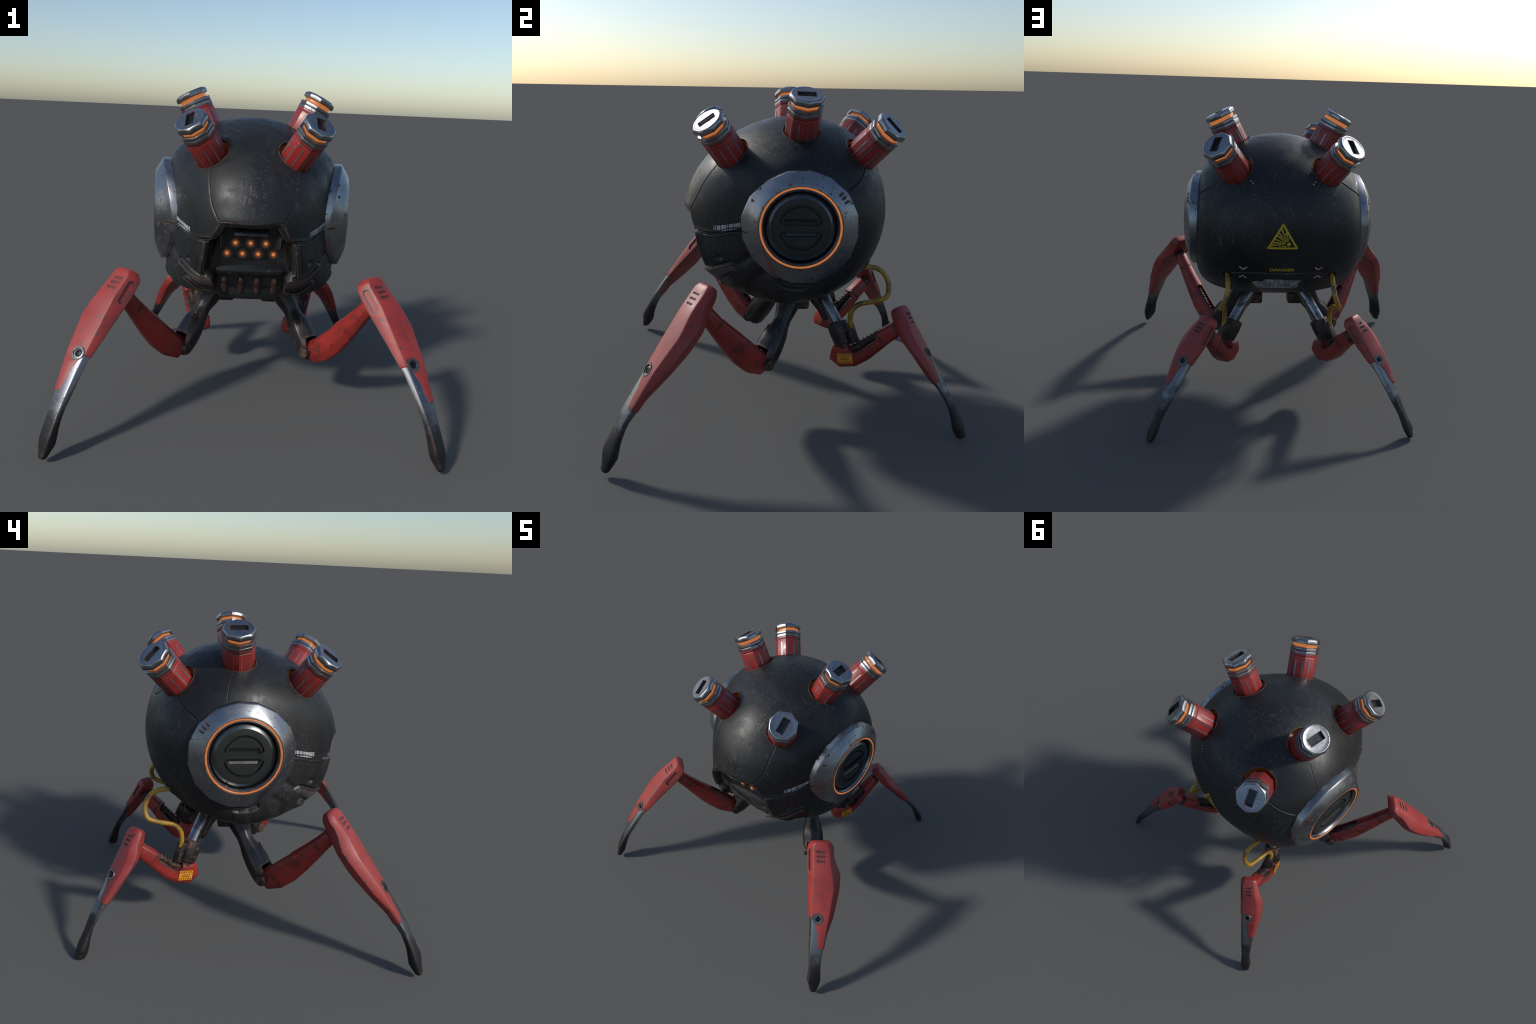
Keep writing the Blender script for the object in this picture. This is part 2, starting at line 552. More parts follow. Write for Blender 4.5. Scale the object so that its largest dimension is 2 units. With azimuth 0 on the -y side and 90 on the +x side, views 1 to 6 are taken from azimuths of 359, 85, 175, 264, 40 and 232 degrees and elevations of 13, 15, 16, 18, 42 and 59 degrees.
def build_shell():
    nu, nv = 600, 1180
    u = np.linspace(0, math.pi, nu + 1)[1:-1]
    u = u + 0.0
    v = np.linspace(0, 2 * math.pi, nv, endpoint=False)
    U, W = np.meshgrid(u, v, indexing="ij")
    d = np.stack([np.cos(U), np.sin(U) * np.cos(W), np.sin(U) * np.sin(W)], -1)
    r = shell_radius(d)
    p = CENTRE + d * r[..., None]
    ax = p.copy()
    ax[..., 0] = np.abs(ax[..., 0])
    front = step(-p[..., 1] - 0.02, 0.06)
    dr = np.zeros_like(r)
    for line, width, depth in SEAMS:
        dist = line_distance(ax, onto_shell(smooth_path(line, 40)))
        dr -= depth * np.clip(1 - (dist / width) ** 2, 0, 1) ** 0.8
        dr += 0.15 * depth * np.exp(-(((dist - 1.5 * width) / (0.6 * width)) ** 2))
    # face: plates stand proud, mouth and jaw are sunk
    fx, fz = p[..., 0], p[..., 2]
    afx = np.abs(fx)
    mouth = step(poly_distance(fx, fz, MOUTH), 0.008) * front
    for zx, zz, height, lift, tip in CHEVRONS:
        ztop = np.interp(afx, zx, zz)
        t = (ztop - fz) / height
        on = step(t * height, 0.009) * np.clip(1 - t, 0, 1) * step(tip - afx, 0.02) * front * step(afx - 0.17, 0.03)
        groove = np.exp(-(((ztop + 0.009 - fz) / 0.007) ** 2)) * step(tip - afx, 0.02) * front * step(afx - 0.17, 0.03)
        dr += 0.3 * lift * on - 0.6 * lift * groove
    dr -= 0.012 * np.exp(-((np.hypot(afx - 0.330, fz - 0.917) / 0.0135) ** 4)) * front
    # broad soft folds running down the lower flank
    for x0, z0, dep in ((0.425, 0.93, 0.010), (0.455, 0.84, 0.012), (0.42, 0.75, 0.009), (0.34, 0.70, 0.007)):
        dr -= dep * np.exp(-(((afx - x0 - 0.55 * (fz - z0)) / 0.017) ** 2)) * np.exp(-(((fz - z0) / 0.06) ** 2)) * front
    # cheek swells a little toward the mouth post
    dr += 0.012 * np.exp(-(((afx - 0.27) / 0.06) ** 2)) * np.exp(-(((fz - 0.94) / 0.09) ** 2)) * front
    # the belly rises behind the jaw
    dr -= 0.012 * step(0.17 - afx, 0.10) * np.exp(-(((p[..., 1] + 0.10) / 0.17) ** 2)) * step(0.80 - fz, 0.1)
    floor_y = np.interp(fz, [0.58, 0.64, 0.70, 0.76, 0.83, 0.845, 0.90, 1.16], [-0.15, -0.27, -0.335, -0.352, -0.372, -0.385, -0.385, -0.395])
    deep = np.clip(np.minimum((floor_y - p[..., 1]), 0.20), 0, None)
    # the hood lip juts out over the mouth
    dr += 0.005 * np.exp(-(((fz - 1.165) / 0.035) ** 2)) * np.exp(-((fx / 0.19) ** 6)) * front
    dr = dr * (1 - mouth) - mouth * deep
    # scoop below the side hatch
    side = step(ax[..., 0] - 0.3, 0.1)
    dr -= 0.020 * step(poly_distance(p[..., 1], fz, SCOOP_CUT), 0.008) * side
    dr += 0.007 * step(poly_distance(p[..., 1], fz, SCOOP) + 0.004, 0.022) * side
    # cable glands at the rear
    for gx in (0.322,):
        g = np.linalg.norm(ax - V([gx, 0.455, 0.853]), axis=-1)
        dr += 0.006 * np.exp(-((g - 0.036) / 0.009) ** 2) - 0.02 * np.exp(-((g / 0.022) ** 4))
    # faint hammered unevenness
    dr += 0.0010 * np.sin(ax[..., 0] * 23 + 2) * np.sin(p[..., 1] * 19) * np.sin(p[..., 2] * 21)
    p = CENTRE + d * (r + dr)[..., None]
    # sockets: drop the faces inside, pull the border vertices onto the rim
    keep = np.ones(p.shape[:2], bool)
    for c, dd in HOLES:
        for s in (1, -1):
            cc, n = c * V([s, 1, 1]), dd * V([s, 1, 1])
            rel = p - cc
            h = rel @ n
            flat = rel - h[..., None] * n
            dist = np.linalg.norm(flat, axis=-1)
            near = (np.abs(h) < 0.16) & (rel @ unit(cc - CENTRE) > -0.15)
            keep &= ~(near & (dist < HOLE_R - 0.005))
            snap = near & (dist >= HOLE_R - 0.005) & (dist < HOLE_R)
            p[snap] += (flat * (HOLE_R / np.maximum(dist, 1e-6) - 1)[..., None])[snap]
    idx = np.arange(p.shape[0] * p.shape[1]).reshape(p.shape[:2])
    a, b = idx[:-1], idx[1:]
    quads = np.stack([a, b, np.roll(b, -1, 1), np.roll(a, -1, 1)], -1).reshape(-1, 4)
    kk = keep.reshape(-1)
    quads = quads[kk[quads].all(1)]
    used, inv = np.unique(quads, return_inverse=True)
    quads = inv.reshape(-1, 4)
    vs = p.reshape(-1, 3)[used]
    me = bpy.data.meshes.new("shell")
    me.vertices.add(len(vs))
    me.vertices.foreach_set("co", vs.ravel())
    me.loops.add(quads.size)
    me.loops.foreach_set("vertex_index", quads.ravel().astype(np.int32))
    me.polygons.add(len(quads))
    me.polygons.foreach_set("loop_start", np.arange(0, quads.size, 4, dtype=np.int32))
    me.polygons.foreach_set("loop_total", np.full(len(quads), 4, dtype=np.int32))
    me.update(calc_edges=True)
    me.validate()
    bm = bmesh.new()
    bm.from_mesh(me)
    bmesh.ops.recalc_face_normals(bm, faces=bm.faces)
    bm.to_mesh(me)
    bm.free()
    return add("armour_shell", me, "shell", smooth=50)


SHELL = build_shell()

# ------------------------------------------------------------------ detonator tubes and their sockets
for (c, d, k), (hc, hd) in zip(TUBES, HOLES):
    for s in (1, -1):
        S = V([s, 1, 1])
        cc, dd = c * S, d * S
        zu = unit(V([0, 0, 1.0]) - dd * dd[2])
        cross = unit(np.cross(dd, [1.0, 0, 0]))
        if cross[2] < 0:
            cross = -cross
        slot = {0: cross, 1: unit(V([0, 1.0, 0]) - dd * dd[1]), 2: unit(zu + 0.6 * cross)}[k]
        y = slot
        x = np.cross(y, dd)
        R = 0.0945
        L = np.linalg.norm(c - surface_along(c, d)) + 0.05
        oct_ = dict(n=8, x=x, y=y)
        body = lathe(cc, dd, [(R * 0.985, -L), (R * 0.985, -0.119), (R * 0.955, -0.1175), (R * 0.955, -0.1135), (R * 0.985, -0.112), (R * 0.985, -0.098), (R * 0.9, -0.097)], **oct_)
        barrel = add("detonator_tube", bevel(mesh(*body), 0.0025, 20, 2), "red_tube", smooth=35)
        # steel collar of two rings
        col = lathe(cc, dd, [(R * 0.9, -0.099), (R, -0.0985), (R, -0.081), (R * 0.945, -0.079), (R * 0.945, -0.0765), (R, -0.0745), (R, -0.0585), (R * 0.93, -0.057), (R * 0.7, -0.0565)], **oct_)
        add("collar", bevel(mesh(*col), 0.002, 20, 2), "collar", barrel, 35)
        glow = lathe(cc, dd, [(R * 0.70, -0.060), (R * 0.80, -0.0575), (R * 0.83, -0.051), (R * 0.83, -0.040), (R * 0.80, -0.034), (R * 0.70, -0.030)], **oct_)
        add("glow_band", bevel(mesh(*glow), 0.002, 20, 2), "glow", barrel, 35)
        th = np.arange(64) * 2 * math.pi / 64
        flat = math.cos(math.pi / 8) / np.cos((th % (math.pi / 4)) - math.pi / 8)
        crings = []
        for rr, h, rnd in ((0.90, -0.0345, 0), (0.985, -0.0335, 0), (1.0, -0.0315, 0), (1.0, -0.0125, 0), (0.985, -0.0085, 0.3), (0.93, -0.0030, 0.85), (0.895, -0.0008, 1), (0.865, 0.0, 1), (0.835, -0.0008, 1), (0.6, -0.0008, 1)):
            q = R * rr * (flat * (1 - rnd) + 0.955 * rnd)
            crings.append(cc + dd * h + np.outer(np.cos(th) * q, x) + np.outer(np.sin(th) * q, y))
        cm = fix(mesh(*loft(crings)))
        cm = boolean(cm, [mesh(*box(cc, x, y, dd, 0.047, 0.098, 0.05))])
        add("cap", cm, "cap", barrel, 35)
        well = box(cc - dd * 0.0235, x, y, dd, 0.0475, 0.0985, 0.003)
        add("slot_floor", mesh(*well), "gloss", barrel, 0)
        # inlaid ribs
        strips = []
        for i in range(12):
            a = math.radians(8 + 30 * i)
            # flat-sided radius of an octagon in this direction
            rr = R * 0.985 * math.cos(math.pi / 8) / math.cos((a % (math.pi / 4)) - math.pi / 8)
            out = math.cos(a) * x + math.sin(a) * y
            # normal of the facet
            fa = (math.floor(a / (math.pi / 4)) + 0.5) * math.pi / 4
            fn = math.cos(fa) * x + math.sin(fa) * y
            top = -0.138
            ln = L + top
            mid = cc + out * rr + dd * (top - ln / 2)
            strips.append(stadium(mid, dd, np.cross(fn, dd), fn, ln, 0.0075, 0.003, 4))
        st = add("inlay_strip", mesh(*join(strips)), "inlay", barrel, 35)
        st["kind"] = "stuff"
        # socket: worn rim and ember lit liner
        hcc, hdd = hc * S, hd * S
        hx, hy, hd_ = frame(hdd)
        circ = ring(hcc, hx, hy, HOLE_R, n=72)
        rim = []
        for q in circ:
            t = np.linspace(0.12, -0.16, 1200)
            line = q + np.outer(t, hdd)
            rim.append(line[np.argmax(shell_level(line) < 1)])
        rim = V(rim)
        ctr = rim.mean(0)
        inn = lambda w, h: [q + unit((ctr - q) - hdd * ((ctr - q) @ hdd)) * w + hdd * h for q in rim]
        liner = loft([inn(-0.004, -0.004), inn(-0.0015, 0.0022), inn(0.003, 0.0018), inn(0.005, -0.004), inn(0.006, -0.010)], caps=False)
        so = add("socket", fix(mesh(*liner)), "rusty", smooth=60)
        deep = loft([inn(0.0055, -0.008), inn(0.004, -0.03), inn(0.004, -0.09), inn(0.09, -0.095)], caps=False)
        add("ember_liner", fix(mesh(*deep)), "ember", so, 40)

# ------------------------------------------------------------------ side hatches
HC = (0.045, 1.121)


def hatch_ring(side, n, rad, xf, phase=0.0):
    a = np.arange(n) * 2 * math.pi / n + phase
    r = rad(a) if callable(rad) else np.full(n, rad)
    xs = xf(a) if callable(xf) else np.full(n, xf)
    return np.stack([side * xs, HC[0] + np.cos(a) * r, HC[1] + np.sin(a) * r], -1)


def front_dip(a):
    """the flange follows the shell: it drops back in straight lines to a corner at the nose side"""
    a = np.asarray(a, float)
    sn, cs = np.sin(a), np.cos(a)
    t = np.where(sn > -0.122, (sn + 0.122) / 1.122, (-0.122 - sn) / 0.878)
    return np.where(cs < 0, 0.066 * (1 - t) ** 0.85, 0.002 * (1 - np.abs(sn))) - 0.010 * np.clip(-sn, 0, 1) ** 2


for s in (1, -1):
    n = 32
    ph = math.radians(180 - 8)
    facet = np.where(np.arange(n) % 2 == 0, 1.0, math.cos(math.pi / 16) + 0.003)
    rim_r = lambda a: (0.300 + 0.004 * np.clip(np.cos(a), 0, 1) + 0.017 * np.clip(-np.cos(a), 0, 1) ** 5) * facet
    prof = [(lambda a: rim_r(a) - 0.003, lambda a: 0.39 - front_dip(a)), (lambda a: rim_r(a), lambda a: 0.47 - front_dip(a)),
            (lambda a: rim_r(a) + 0.001, lambda a: 0.521 - front_dip(a)), (lambda a: rim_r(a) - 0.001, lambda a: 0.526 - front_dip(a)), (lambda a: rim_r(a) - 0.006, lambda a: 0.5305 - front_dip(a)),
            (lambda a: 0.262 + 0 * a, lambda a: 0.5500 - 0.5 * front_dip(a)),
            (0.230, 0.5655), (0.223, 0.5690), (0.2165, 0.570), (0.2150, 0.568), (0.2145, 0.556), (0.20, 0.55)]
    rings = [hatch_ring(s, n, r, x, ph) for r, x in prof]
    for R_ in rings[6:]:
        R_[:, 2] += 0.007
    me = fix(mesh(*loft(rings, caps=False)))
    cuts = []
    # three short vents on the upper rear of the flange and a parting notch at the front
    for i in range(3):
        a = math.radians(37 + 5.2 * (i - 1))
        rr = 0.272
        pos = V([s * (0.544 - 0.75 * front_dip(V(a))), HC[0] + math.cos(a) * rr, HC[1] + math.sin(a) * rr])
        rad = V([0, math.cos(a), math.sin(a)])
        tan = V([0, -math.sin(a), math.cos(a)])
        cuts.append(mesh(*stadium(pos, rad, tan, V([s, 0, 0]), 0.024, 0.0075, 0.028)))
    a = math.radians(187)
    rad = V([0, math.cos(a), math.sin(a)])
    cuts.append(mesh(*box(V([s * 0.478, HC[0] - 0.292, HC[1] - 0.036]), unit(V([s * 0.75, 1, 0])), V([0, 0, 1]), unit(V([s, -0.75, 0])), 0.055, 0.006, 0.02)))
    me = boolean(me, [fix(c) for c in cuts])
    hatch = add("side_hatch", me, "steel", smooth=33)
    ctr = V([0, HC[0], HC[1] + 0.007])
    D = V([s, 0, 0])
    ax_ = dict(x=V([0, 1, 0]) * s, y=V([0, 0, 1.0]))
    add("glow_ring", fix(mesh(*lathe(ctr, D, [(0.2150, 0.555), (0.2146, 0.5635), (0.2128, 0.5672), (0.2095, 0.5688), (0.2062, 0.5676), (0.2040, 0.5640), (0.2035, 0.555)], n=96, caps=False, **ax_))), "glow", hatch, 50)
    add("inner_ring", fix(mesh(*lathe(ctr, D, [(0.2033, 0.552), (0.203, 0.5662), (0.200, 0.5675), (0.193, 0.559), (0.1885, 0.548), (0.188, 0.53)], n=96, caps=False, **ax_))), "steel", hatch, 40)
    add("hatch_well", fix(mesh(*lathe(ctr, D, [(0.1885, 0.545), (0.187, 0.522), (0.10, 0.521)], n=64, caps=False, **ax_))), "black", hatch, 40)
    pl = fix(mesh(*lathe(ctr, D, [(0.181, 0.515), (0.181, 0.541), (0.179, 0.5435), (0.1565, 0.5575), (0.1545, 0.558), (0.1, 0.558)], n=96, **ax_)))
    # D-shaped recesses with a bar between them
    cuts = []
    for up in (1, -1):
        arc = []
        half = 0.1125
        r = 0.1205
        b0 = 0.0115
        pts = [(-0.085, b0), (0.085, b0), (half, 0.0285)]
        a0 = math.atan2(0.0285, half)
        for i in range(1, 24):
            a = a0 + (math.pi - 2 * a0) * i / 24
            pts.append((r * math.cos(a) * half / (r * math.cos(a0)), r * math.sin(a)))
        pts.append((-half, 0.0285))
        outer = [ctr + V([s * (0.558 + h), p * s, q * up]) for h in (-0.017, 0.02) for p, q in pts]
        k = len(pts)
        cuts.append(fix(mesh(*loft([outer[:k], outer[k:]]))))
    pl = boolean(pl, cuts)
    plate = add("hatch_plate", pl, "plate", hatch, 30)
    bev = fix(mesh(*lathe(ctr, D, [(0.1818, 0.538), (0.1818, 0.5418), (0.1796, 0.5446), (0.1570, 0.5586), (0.1562, 0.555)], n=96, caps=False, **ax_)))
    add("bevel_ring", bev, "plate_edge", hatch, 40)  # laid over the plate's own bevel to carry its painted highlight
    lids = []
    for up in (1, -1):
        half, r = 0.1055, 0.1065
        pts = [(-0.085, 0.0295), (half, 0.0295)]
        a0 = math.asin(0.0295 / r)
        pts = [(r * math.cos(a0 + (math.pi - 2 * a0) * i / 24), r * math.sin(a0 + (math.pi - 2 * a0) * i / 24)) for i in range(25)]
        o1 = [ctr + V([s * 0.538, p * s, q * up]) for p, q in pts]
        o2 = [ctr + V([s * 0.5572, p * s, q * up]) for p, q in pts]
        m1 = fix(mesh(*loft([o1, o2])))
        wedge = fix(mesh(*box(ctr + V([s * 0.556, 0, up * 0.028]), V([0, 1, 0]), V([0, 0, 1.0]), V([1.0, 0, 0]), 0.168, 0.036, 0.026)))
        lids.append(bevel(boolean(m1, [wedge]), 0.0015, 40, 1))
    add("hatch_lid", mesh(*join(lids)), "plate", hatch, 30)
    g = []
    for up in (1, -1):
        g.append(box(ctr + V([s * 0.5475, 0, up * 0.0365]), V([0, 1, 0]), unit(V([s * 0.65, 0, up * 1.0])), unit(V([s * 1.0, 0, -up * 0.65])), 0.162, 0.016, 0.003))
    add("finger_grip", fix(mesh(*join(g))), "grip", hatch, 0)
    # the whole hatch looks a little toward the nose
    pivot = Vector((s * 0.567, HC[0], HC[1]))
    turn = Matrix.Translation(pivot) @ Matrix.Rotation(-s * math.radians(5.5), 4, "Z") @ Matrix.Translation(-pivot)
    for o in (hatch, *hatch.children):
        o.data.transform(turn)

# ------------------------------------------------------------------ face: lamps, trim, capsules, visor


def front_surface(x, z, sunk=0.0):
    x, z = float(x), float(z)
    y = np.linspace(-0.8, 0, 4000)
    p = np.stack([np.full_like(y, x), y, np.full_like(y, z)], -1)
    q = p[np.argmax(shell_level(p) < 1)]
    return CENTRE + (q - CENTRE) * (1 - sunk / np.linalg.norm(q - CENTRE))


LAMPS = [(-0.0812, -0.4065, 1.0215), (0.0, -0.4065, 1.0215), (0.0812, -0.4065, 1.0215), (-0.1245, -0.3995, 0.9620), (-0.042, -0.4015, 0.9625), (0.042, -0.4015, 0.9625), (0.1245, -0.3995, 0.9620)]
# grille plate that carries the lamps: a shallow curved pan inside the mouth, ending in the jaw ledge
rows = []
for z, y, hw in ((1.15, -0.445, 0.165), (1.11, -0.432, 0.17), (1.07, -0.42, 0.185), (1.03, -0.411, 0.19), (0.98, -0.407, 0.20), (0.935, -0.402, 0.20), (0.905, -0.398, 0.20), (0.885, -0.402, 0.195), (0.868, -0.412, 0.185), (0.850, -0.408, 0.18), (0.838, -0.392, 0.178), (0.80, -0.374, 0.175), (0.73, -0.358, 0.165), (0.69, -0.330, 0.155)):
    xs = np.linspace(-1, 1, 33)
    rows.append(np.stack([xs * hw, y + 0.007 * (z > 0.9) + 0.010 * np.abs(xs) ** 3 + 0.004 * xs**2, np.full(33, z)], -1))
rows = np.concatenate([smooth_path([r[i] for r in rows], 56)[None] for i in range(33)], 0)
vs, fs = loft(list(rows), caps=False, closed=False)
pan = add("face_grille", fix(mesh(vs, fs)), "dark", smooth=50)
sol = pan.modifiers.new("thick", "SOLIDIFY")
sol.thickness, sol.offset = 0.010, 0
lamp_dir = unit([0, -1, 0.05])
lx, ly, _ = frame(lamp_dir)
lamp_me = mesh(*lathe((0, 0, 0), lamp_dir, [(0.0285, -0.004), (0.0285, 0.002), (0.024, 0.0015), (0.014, -0.0008), (0.0105, 0.0), (0.0085, 0.004), (0.004, 0.0062), (0.0004, 0.0066)], n=32))
fix(lamp_me)
lamp_me.materials.append(M["lamp"])
lamp_me.polygons.foreach_set("use_smooth", [True] * len(lamp_me.polygons))
ringm = fix(mesh(*lathe((0, 0, 0), lamp_dir, [(0.0315, -0.004), (0.0315, 0.000), (0.0305, 0.0018), (0.029, 0.0012), (0.0283, -0.003)], n=32, caps=False)))
ringm.materials.append(M["dark"])
ringm.polygons.foreach_set("use_smooth", [True] * len(ringm.polygons))
for p in LAMPS:
    edge = abs(p[0]) / 0.2
    pos = V(p) + V([0, 0.004 * edge**2 + 0.010 * edge**3 - 0.0075, 0])
    o = bpy.data.objects.new("lamp", lamp_me)
    b = bpy.data.objects.new("lamp_bezel", ringm)
    for q in (o, b):
        bpy.context.scene.collection.objects.link(q)
    o.parent = ROOT
    o.location = pos
    b.parent = o
# slanted sensor window above the lamps and small side facets
br = []
c0 = V([0, -0.437, 1.087])
nrm = unit([0, -0.90, 0.44])
upv = V([0, 0.44, 0.90])
pts = [(-0.096, 0.024), (0.096, 0.024), (0.088, -0.024), (-0.088, -0.024)]
win = fix(mesh(*loft([[c0 + V([p, 0, 0]) + q * upv + h * nrm for p, q in pts] for h in (-0.03, 0.004)])))
add("sensor_window", bevel(win, 0.003, 30, 2), "gloss", smooth=30)
fac = []
for s in (1, -1):
    q = V([s * 0.150, -0.412, 1.035])
    nn = unit([-s * 0.55, -0.80, 0.15])
    fx_, fy_, _ = frame(nn)
    fac.append(box(q, fx_, fy_, nn, 0.040, 0.085, 0.014))
add("cheek_facet", bevel(mesh(*join(fac)), 0.004, 30, 2), "dark", smooth=30)
# rusted capsules on the jaw
for x in (-0.1366, -0.0453, 0.0453, 0.1366):
    a, b = V([x, -0.384 + 0.25 * x * x, 0.816]), V([x * 0.985, -0.358 + 0.25 * x * x, 0.738])
    d = unit(b - a)
    Lc = np.linalg.norm(b - a)
    prof = [(0.004, -0.012), (0.012, -0.009), (0.0185, 0.0), (0.0195, 0.008), (0.0195, Lc - 0.01), (0.016, Lc), (0.006, Lc + 0.005)]
    add("vent_capsule", fix(mesh(*lathe(a, d, prof, n=20, up=(0, -1, 0)))), "capsule", smooth=40)
# brow: the thick inner lip that frames the mouth under the hood
edge_line = [(-0.216, 1.050), (-0.190, 1.100), (-0.1645, 1.152), (-0.10, 1.153), (0.0, 1.1535), (0.10, 1.153), (0.1645, 1.152), (0.190, 1.100), (0.216, 1.050)]
rows = []
for x, z in edge_line:
    o = front_surface(x, z, -0.003)
    k = V([x * 0.86, 0, 1.06 + (z - 1.06) * 0.70])
    i1 = front_surface(k[0], k[2], 0.020)
    i2 = front_surface(k[0], k[2], 0.085)
    o2 = front_surface(x * 1.04, z + 0.006, 0.030)
    rows.append([o, o + (i1 - o) * 0.12 + V([0, -0.003, 0]), i1, i2, o2])
add("brow_frame", bevel(mesh(*loft(rows)), 0.003, 25, 2), "dark", smooth=35)
# overlapping chevron plates on the cheeks, below the posts
for zx, zz, height, lift, tip in CHEVRONS:
    for s in (1, -1):
        cols = []
        xs = np.linspace(0.196, tip - 0.006, 26)
        for x in xs:
            f = (x - xs[0]) / (xs[-1] - xs[0])
            zt = np.interp(x, zx, zz) - 0.003
            hgt = height * 0.80 * (1 - 0.52 * f**2)
            top_out = front_surface(x, zt, -lift * 0.85)
            low_out = front_surface(x - 0.006 * (1 - f), zt - hgt, -0.004)
            cols.append(V([top_out + V([0, 0.012, 0.0]), top_out, top_out + (low_out - top_out) * 0.5 + V([0, -0.003, 0]), low_out, low_out + V([0, 0.016, 0.004])]) * V([s, 1, 1]))
        add("chevron_plate", bevel(mesh(*loft(cols)), 0.0025, 25, 2), "plate_steel", smooth=40)
# dark framing around the hood edge
hood = [(-0.245, 0.855), (-0.219, 1.046), (-0.165, 1.150), (0.165, 1.150), (0.219, 1.046), (0.245, 0.855)]
for s in (1, -1):
    post = []
    for x, z in ((0.226, 1.040), (0.236, 0.95), (0.252, 0.850)):
        q = front_surface(x, z, 0.002)
        post.append(q)
    post = V(post) * V([s, 1, 1])
    out = unit(V([-s * 0.6, -0.8, 0.0]))
    lat = unit(V([s * 0.8, -0.6, 0]))
    sec = lambda q: [q + lat * 0.024 - out * 0.002, q + lat * 0.020 + out * 0.007, q - lat * 0.002 + out * 0.007, q - lat * 0.012 + out * 0.000, q - lat * 0.018 - out * 0.09, q + lat * 0.02 - out * 0.03]
    rows = [sec(q) for q in smooth_path(post, 8)]
    add("cheek_post", bevel(mesh(*loft(rows)), 0.003, 25, 2), "dark", smooth=35)
# clear visor over the mouth
cols = []
for x in np.linspace(-1, 1, 31):
    col = []
    for t in np.linspace(0, 1, 16):
        hw = 0.165 + 0.045 * min(1, 2.2 * t)
        z = 1.140 - 0.345 * t + 0.035 * t * x**4
        y = -0.498 + 0.088 * t - 0.028 * math.sin(math.pi * t) + 0.030 * (abs(x) ** 3) * (1 - 0.8 * t)
        col.append((x * hw, y, z))
    cols.append(V(col))
vs, fs = loft(cols, caps=False, closed=False)
gl = add("visor", fix(mesh(vs, fs)), "glass", smooth=180)
sol = gl.modifiers.new("thick", "SOLIDIFY")
sol.thickness = 0.004

# ------------------------------------------------------------------ marks on the shell


def rear_strip(pts, width, n=10, lift=0.0014):
    """band of paint along a line of (x, z) on the rear of the shell"""
    out_v, out_f = [], []
    pts = V(pts, float)
    for a, b in zip(pts[:-1], pts[1:]):
        d = unit(b - a)
        nn = V([-d[1], d[0]]) * width / 2
        t = np.linspace(0, 1, n)[:, None]
        line = a + (b - a) * t
        g = np.concatenate([line - nn, line + nn])
        q = rear_point(g[:, 0], g[:, 1], lift)
        k = len(out_v)
        out_v += [tuple(x) for x in q]
        out_f += [(k + i, k + i + 1, k + n + i + 1, k + n + i) for i in range(n - 1)]
    return out_v, out_f


def mark(name, parts, mat, parent=None):
    me = mesh(*join(parts))
    bm = bmesh.new()
    bm.from_mesh(me)
    bmesh.ops.recalc_face_normals(bm, faces=bm.faces)
    # turn outward
    for f in bm.faces:
        c = f.calc_center_median()
        if (V(c) - CENTRE) @ V(f.normal) < 0:
            f.normal_flip()
    bm.to_mesh(me)
    bm.free()
    return add(name, me, mat, parent, 180)


apex, bl, brr = (0.002, 1.200), (0.0855, 1.058), (-0.083, 1.058)
tri = [rear_strip([apex, bl], 0.0115, 16), rear_strip([bl, brr], 0.0115, 16, 0.0015), rear_strip([brr, apex], 0.0115, 16, 0.0016)]
for q in (apex, bl, brr):
    a = np.linspace(0, 2 * math.pi, 13)[:-1]
    vv = rear_point(q[0] + 0.0058 * np.cos(a), q[1] + 0.0058 * np.sin(a), 0.0018)
    tri.append(([tuple(x) for x in vv], [tuple(range(12))]))
focus = V([-0.024, 1.088])
ends = [(0.010, 1.176, 0.010), (0.024, 1.150, 0.010), (0.034, 1.134, 0.009), (0.046, 1.113, 0.008), (0.058, 1.096, 0.008), (0.066, 1.083, 0.006), (0.071, 1.071, 0.006), (-0.020, 1.160, 0.010), (-0.036, 1.128, 0.007)]
for ex, ez, w in ends:
    e = V([ex, ez])
    d = unit(e - focus)
    nn = V([-d[1], d[0]])
    a0 = focus + d * 0.012
    prof = [(a0, 0.0012), (a0 + (e - a0) * 0.5, 0.5 * w * 0.6), (e, 0.5 * w)]
    g = V([p - nn * h for p, h in prof] + [p + nn * h for p, h in prof])
    q = rear_point(g[:, 0], g[:, 1], 0.0021)
    tri.append(([tuple(x) for x in q], [(0, 1, 4, 3), (1, 2, 5, 4)]))
for cx, cz, rr in ((-0.034, 1.083, 0.0115), (-0.027, 1.102, 0.004), (-0.010, 1.143, 0.005), (0.012, 1.130, 0.004), (0.018, 1.070, 0.004), (0.0, 1.072, 0.005), (-0.014, 1.071, 0.005)):
    a = np.linspace(0, 2 * math.pi, 15)[:-1]
    vv = rear_point(cx + rr * np.cos(a), cz + rr * np.sin(a), 0.0024)
    tri.append(([tuple(x) for x in vv], [tuple(range(14))]))
mark("warning_triangle", tri, "yellow_ink")

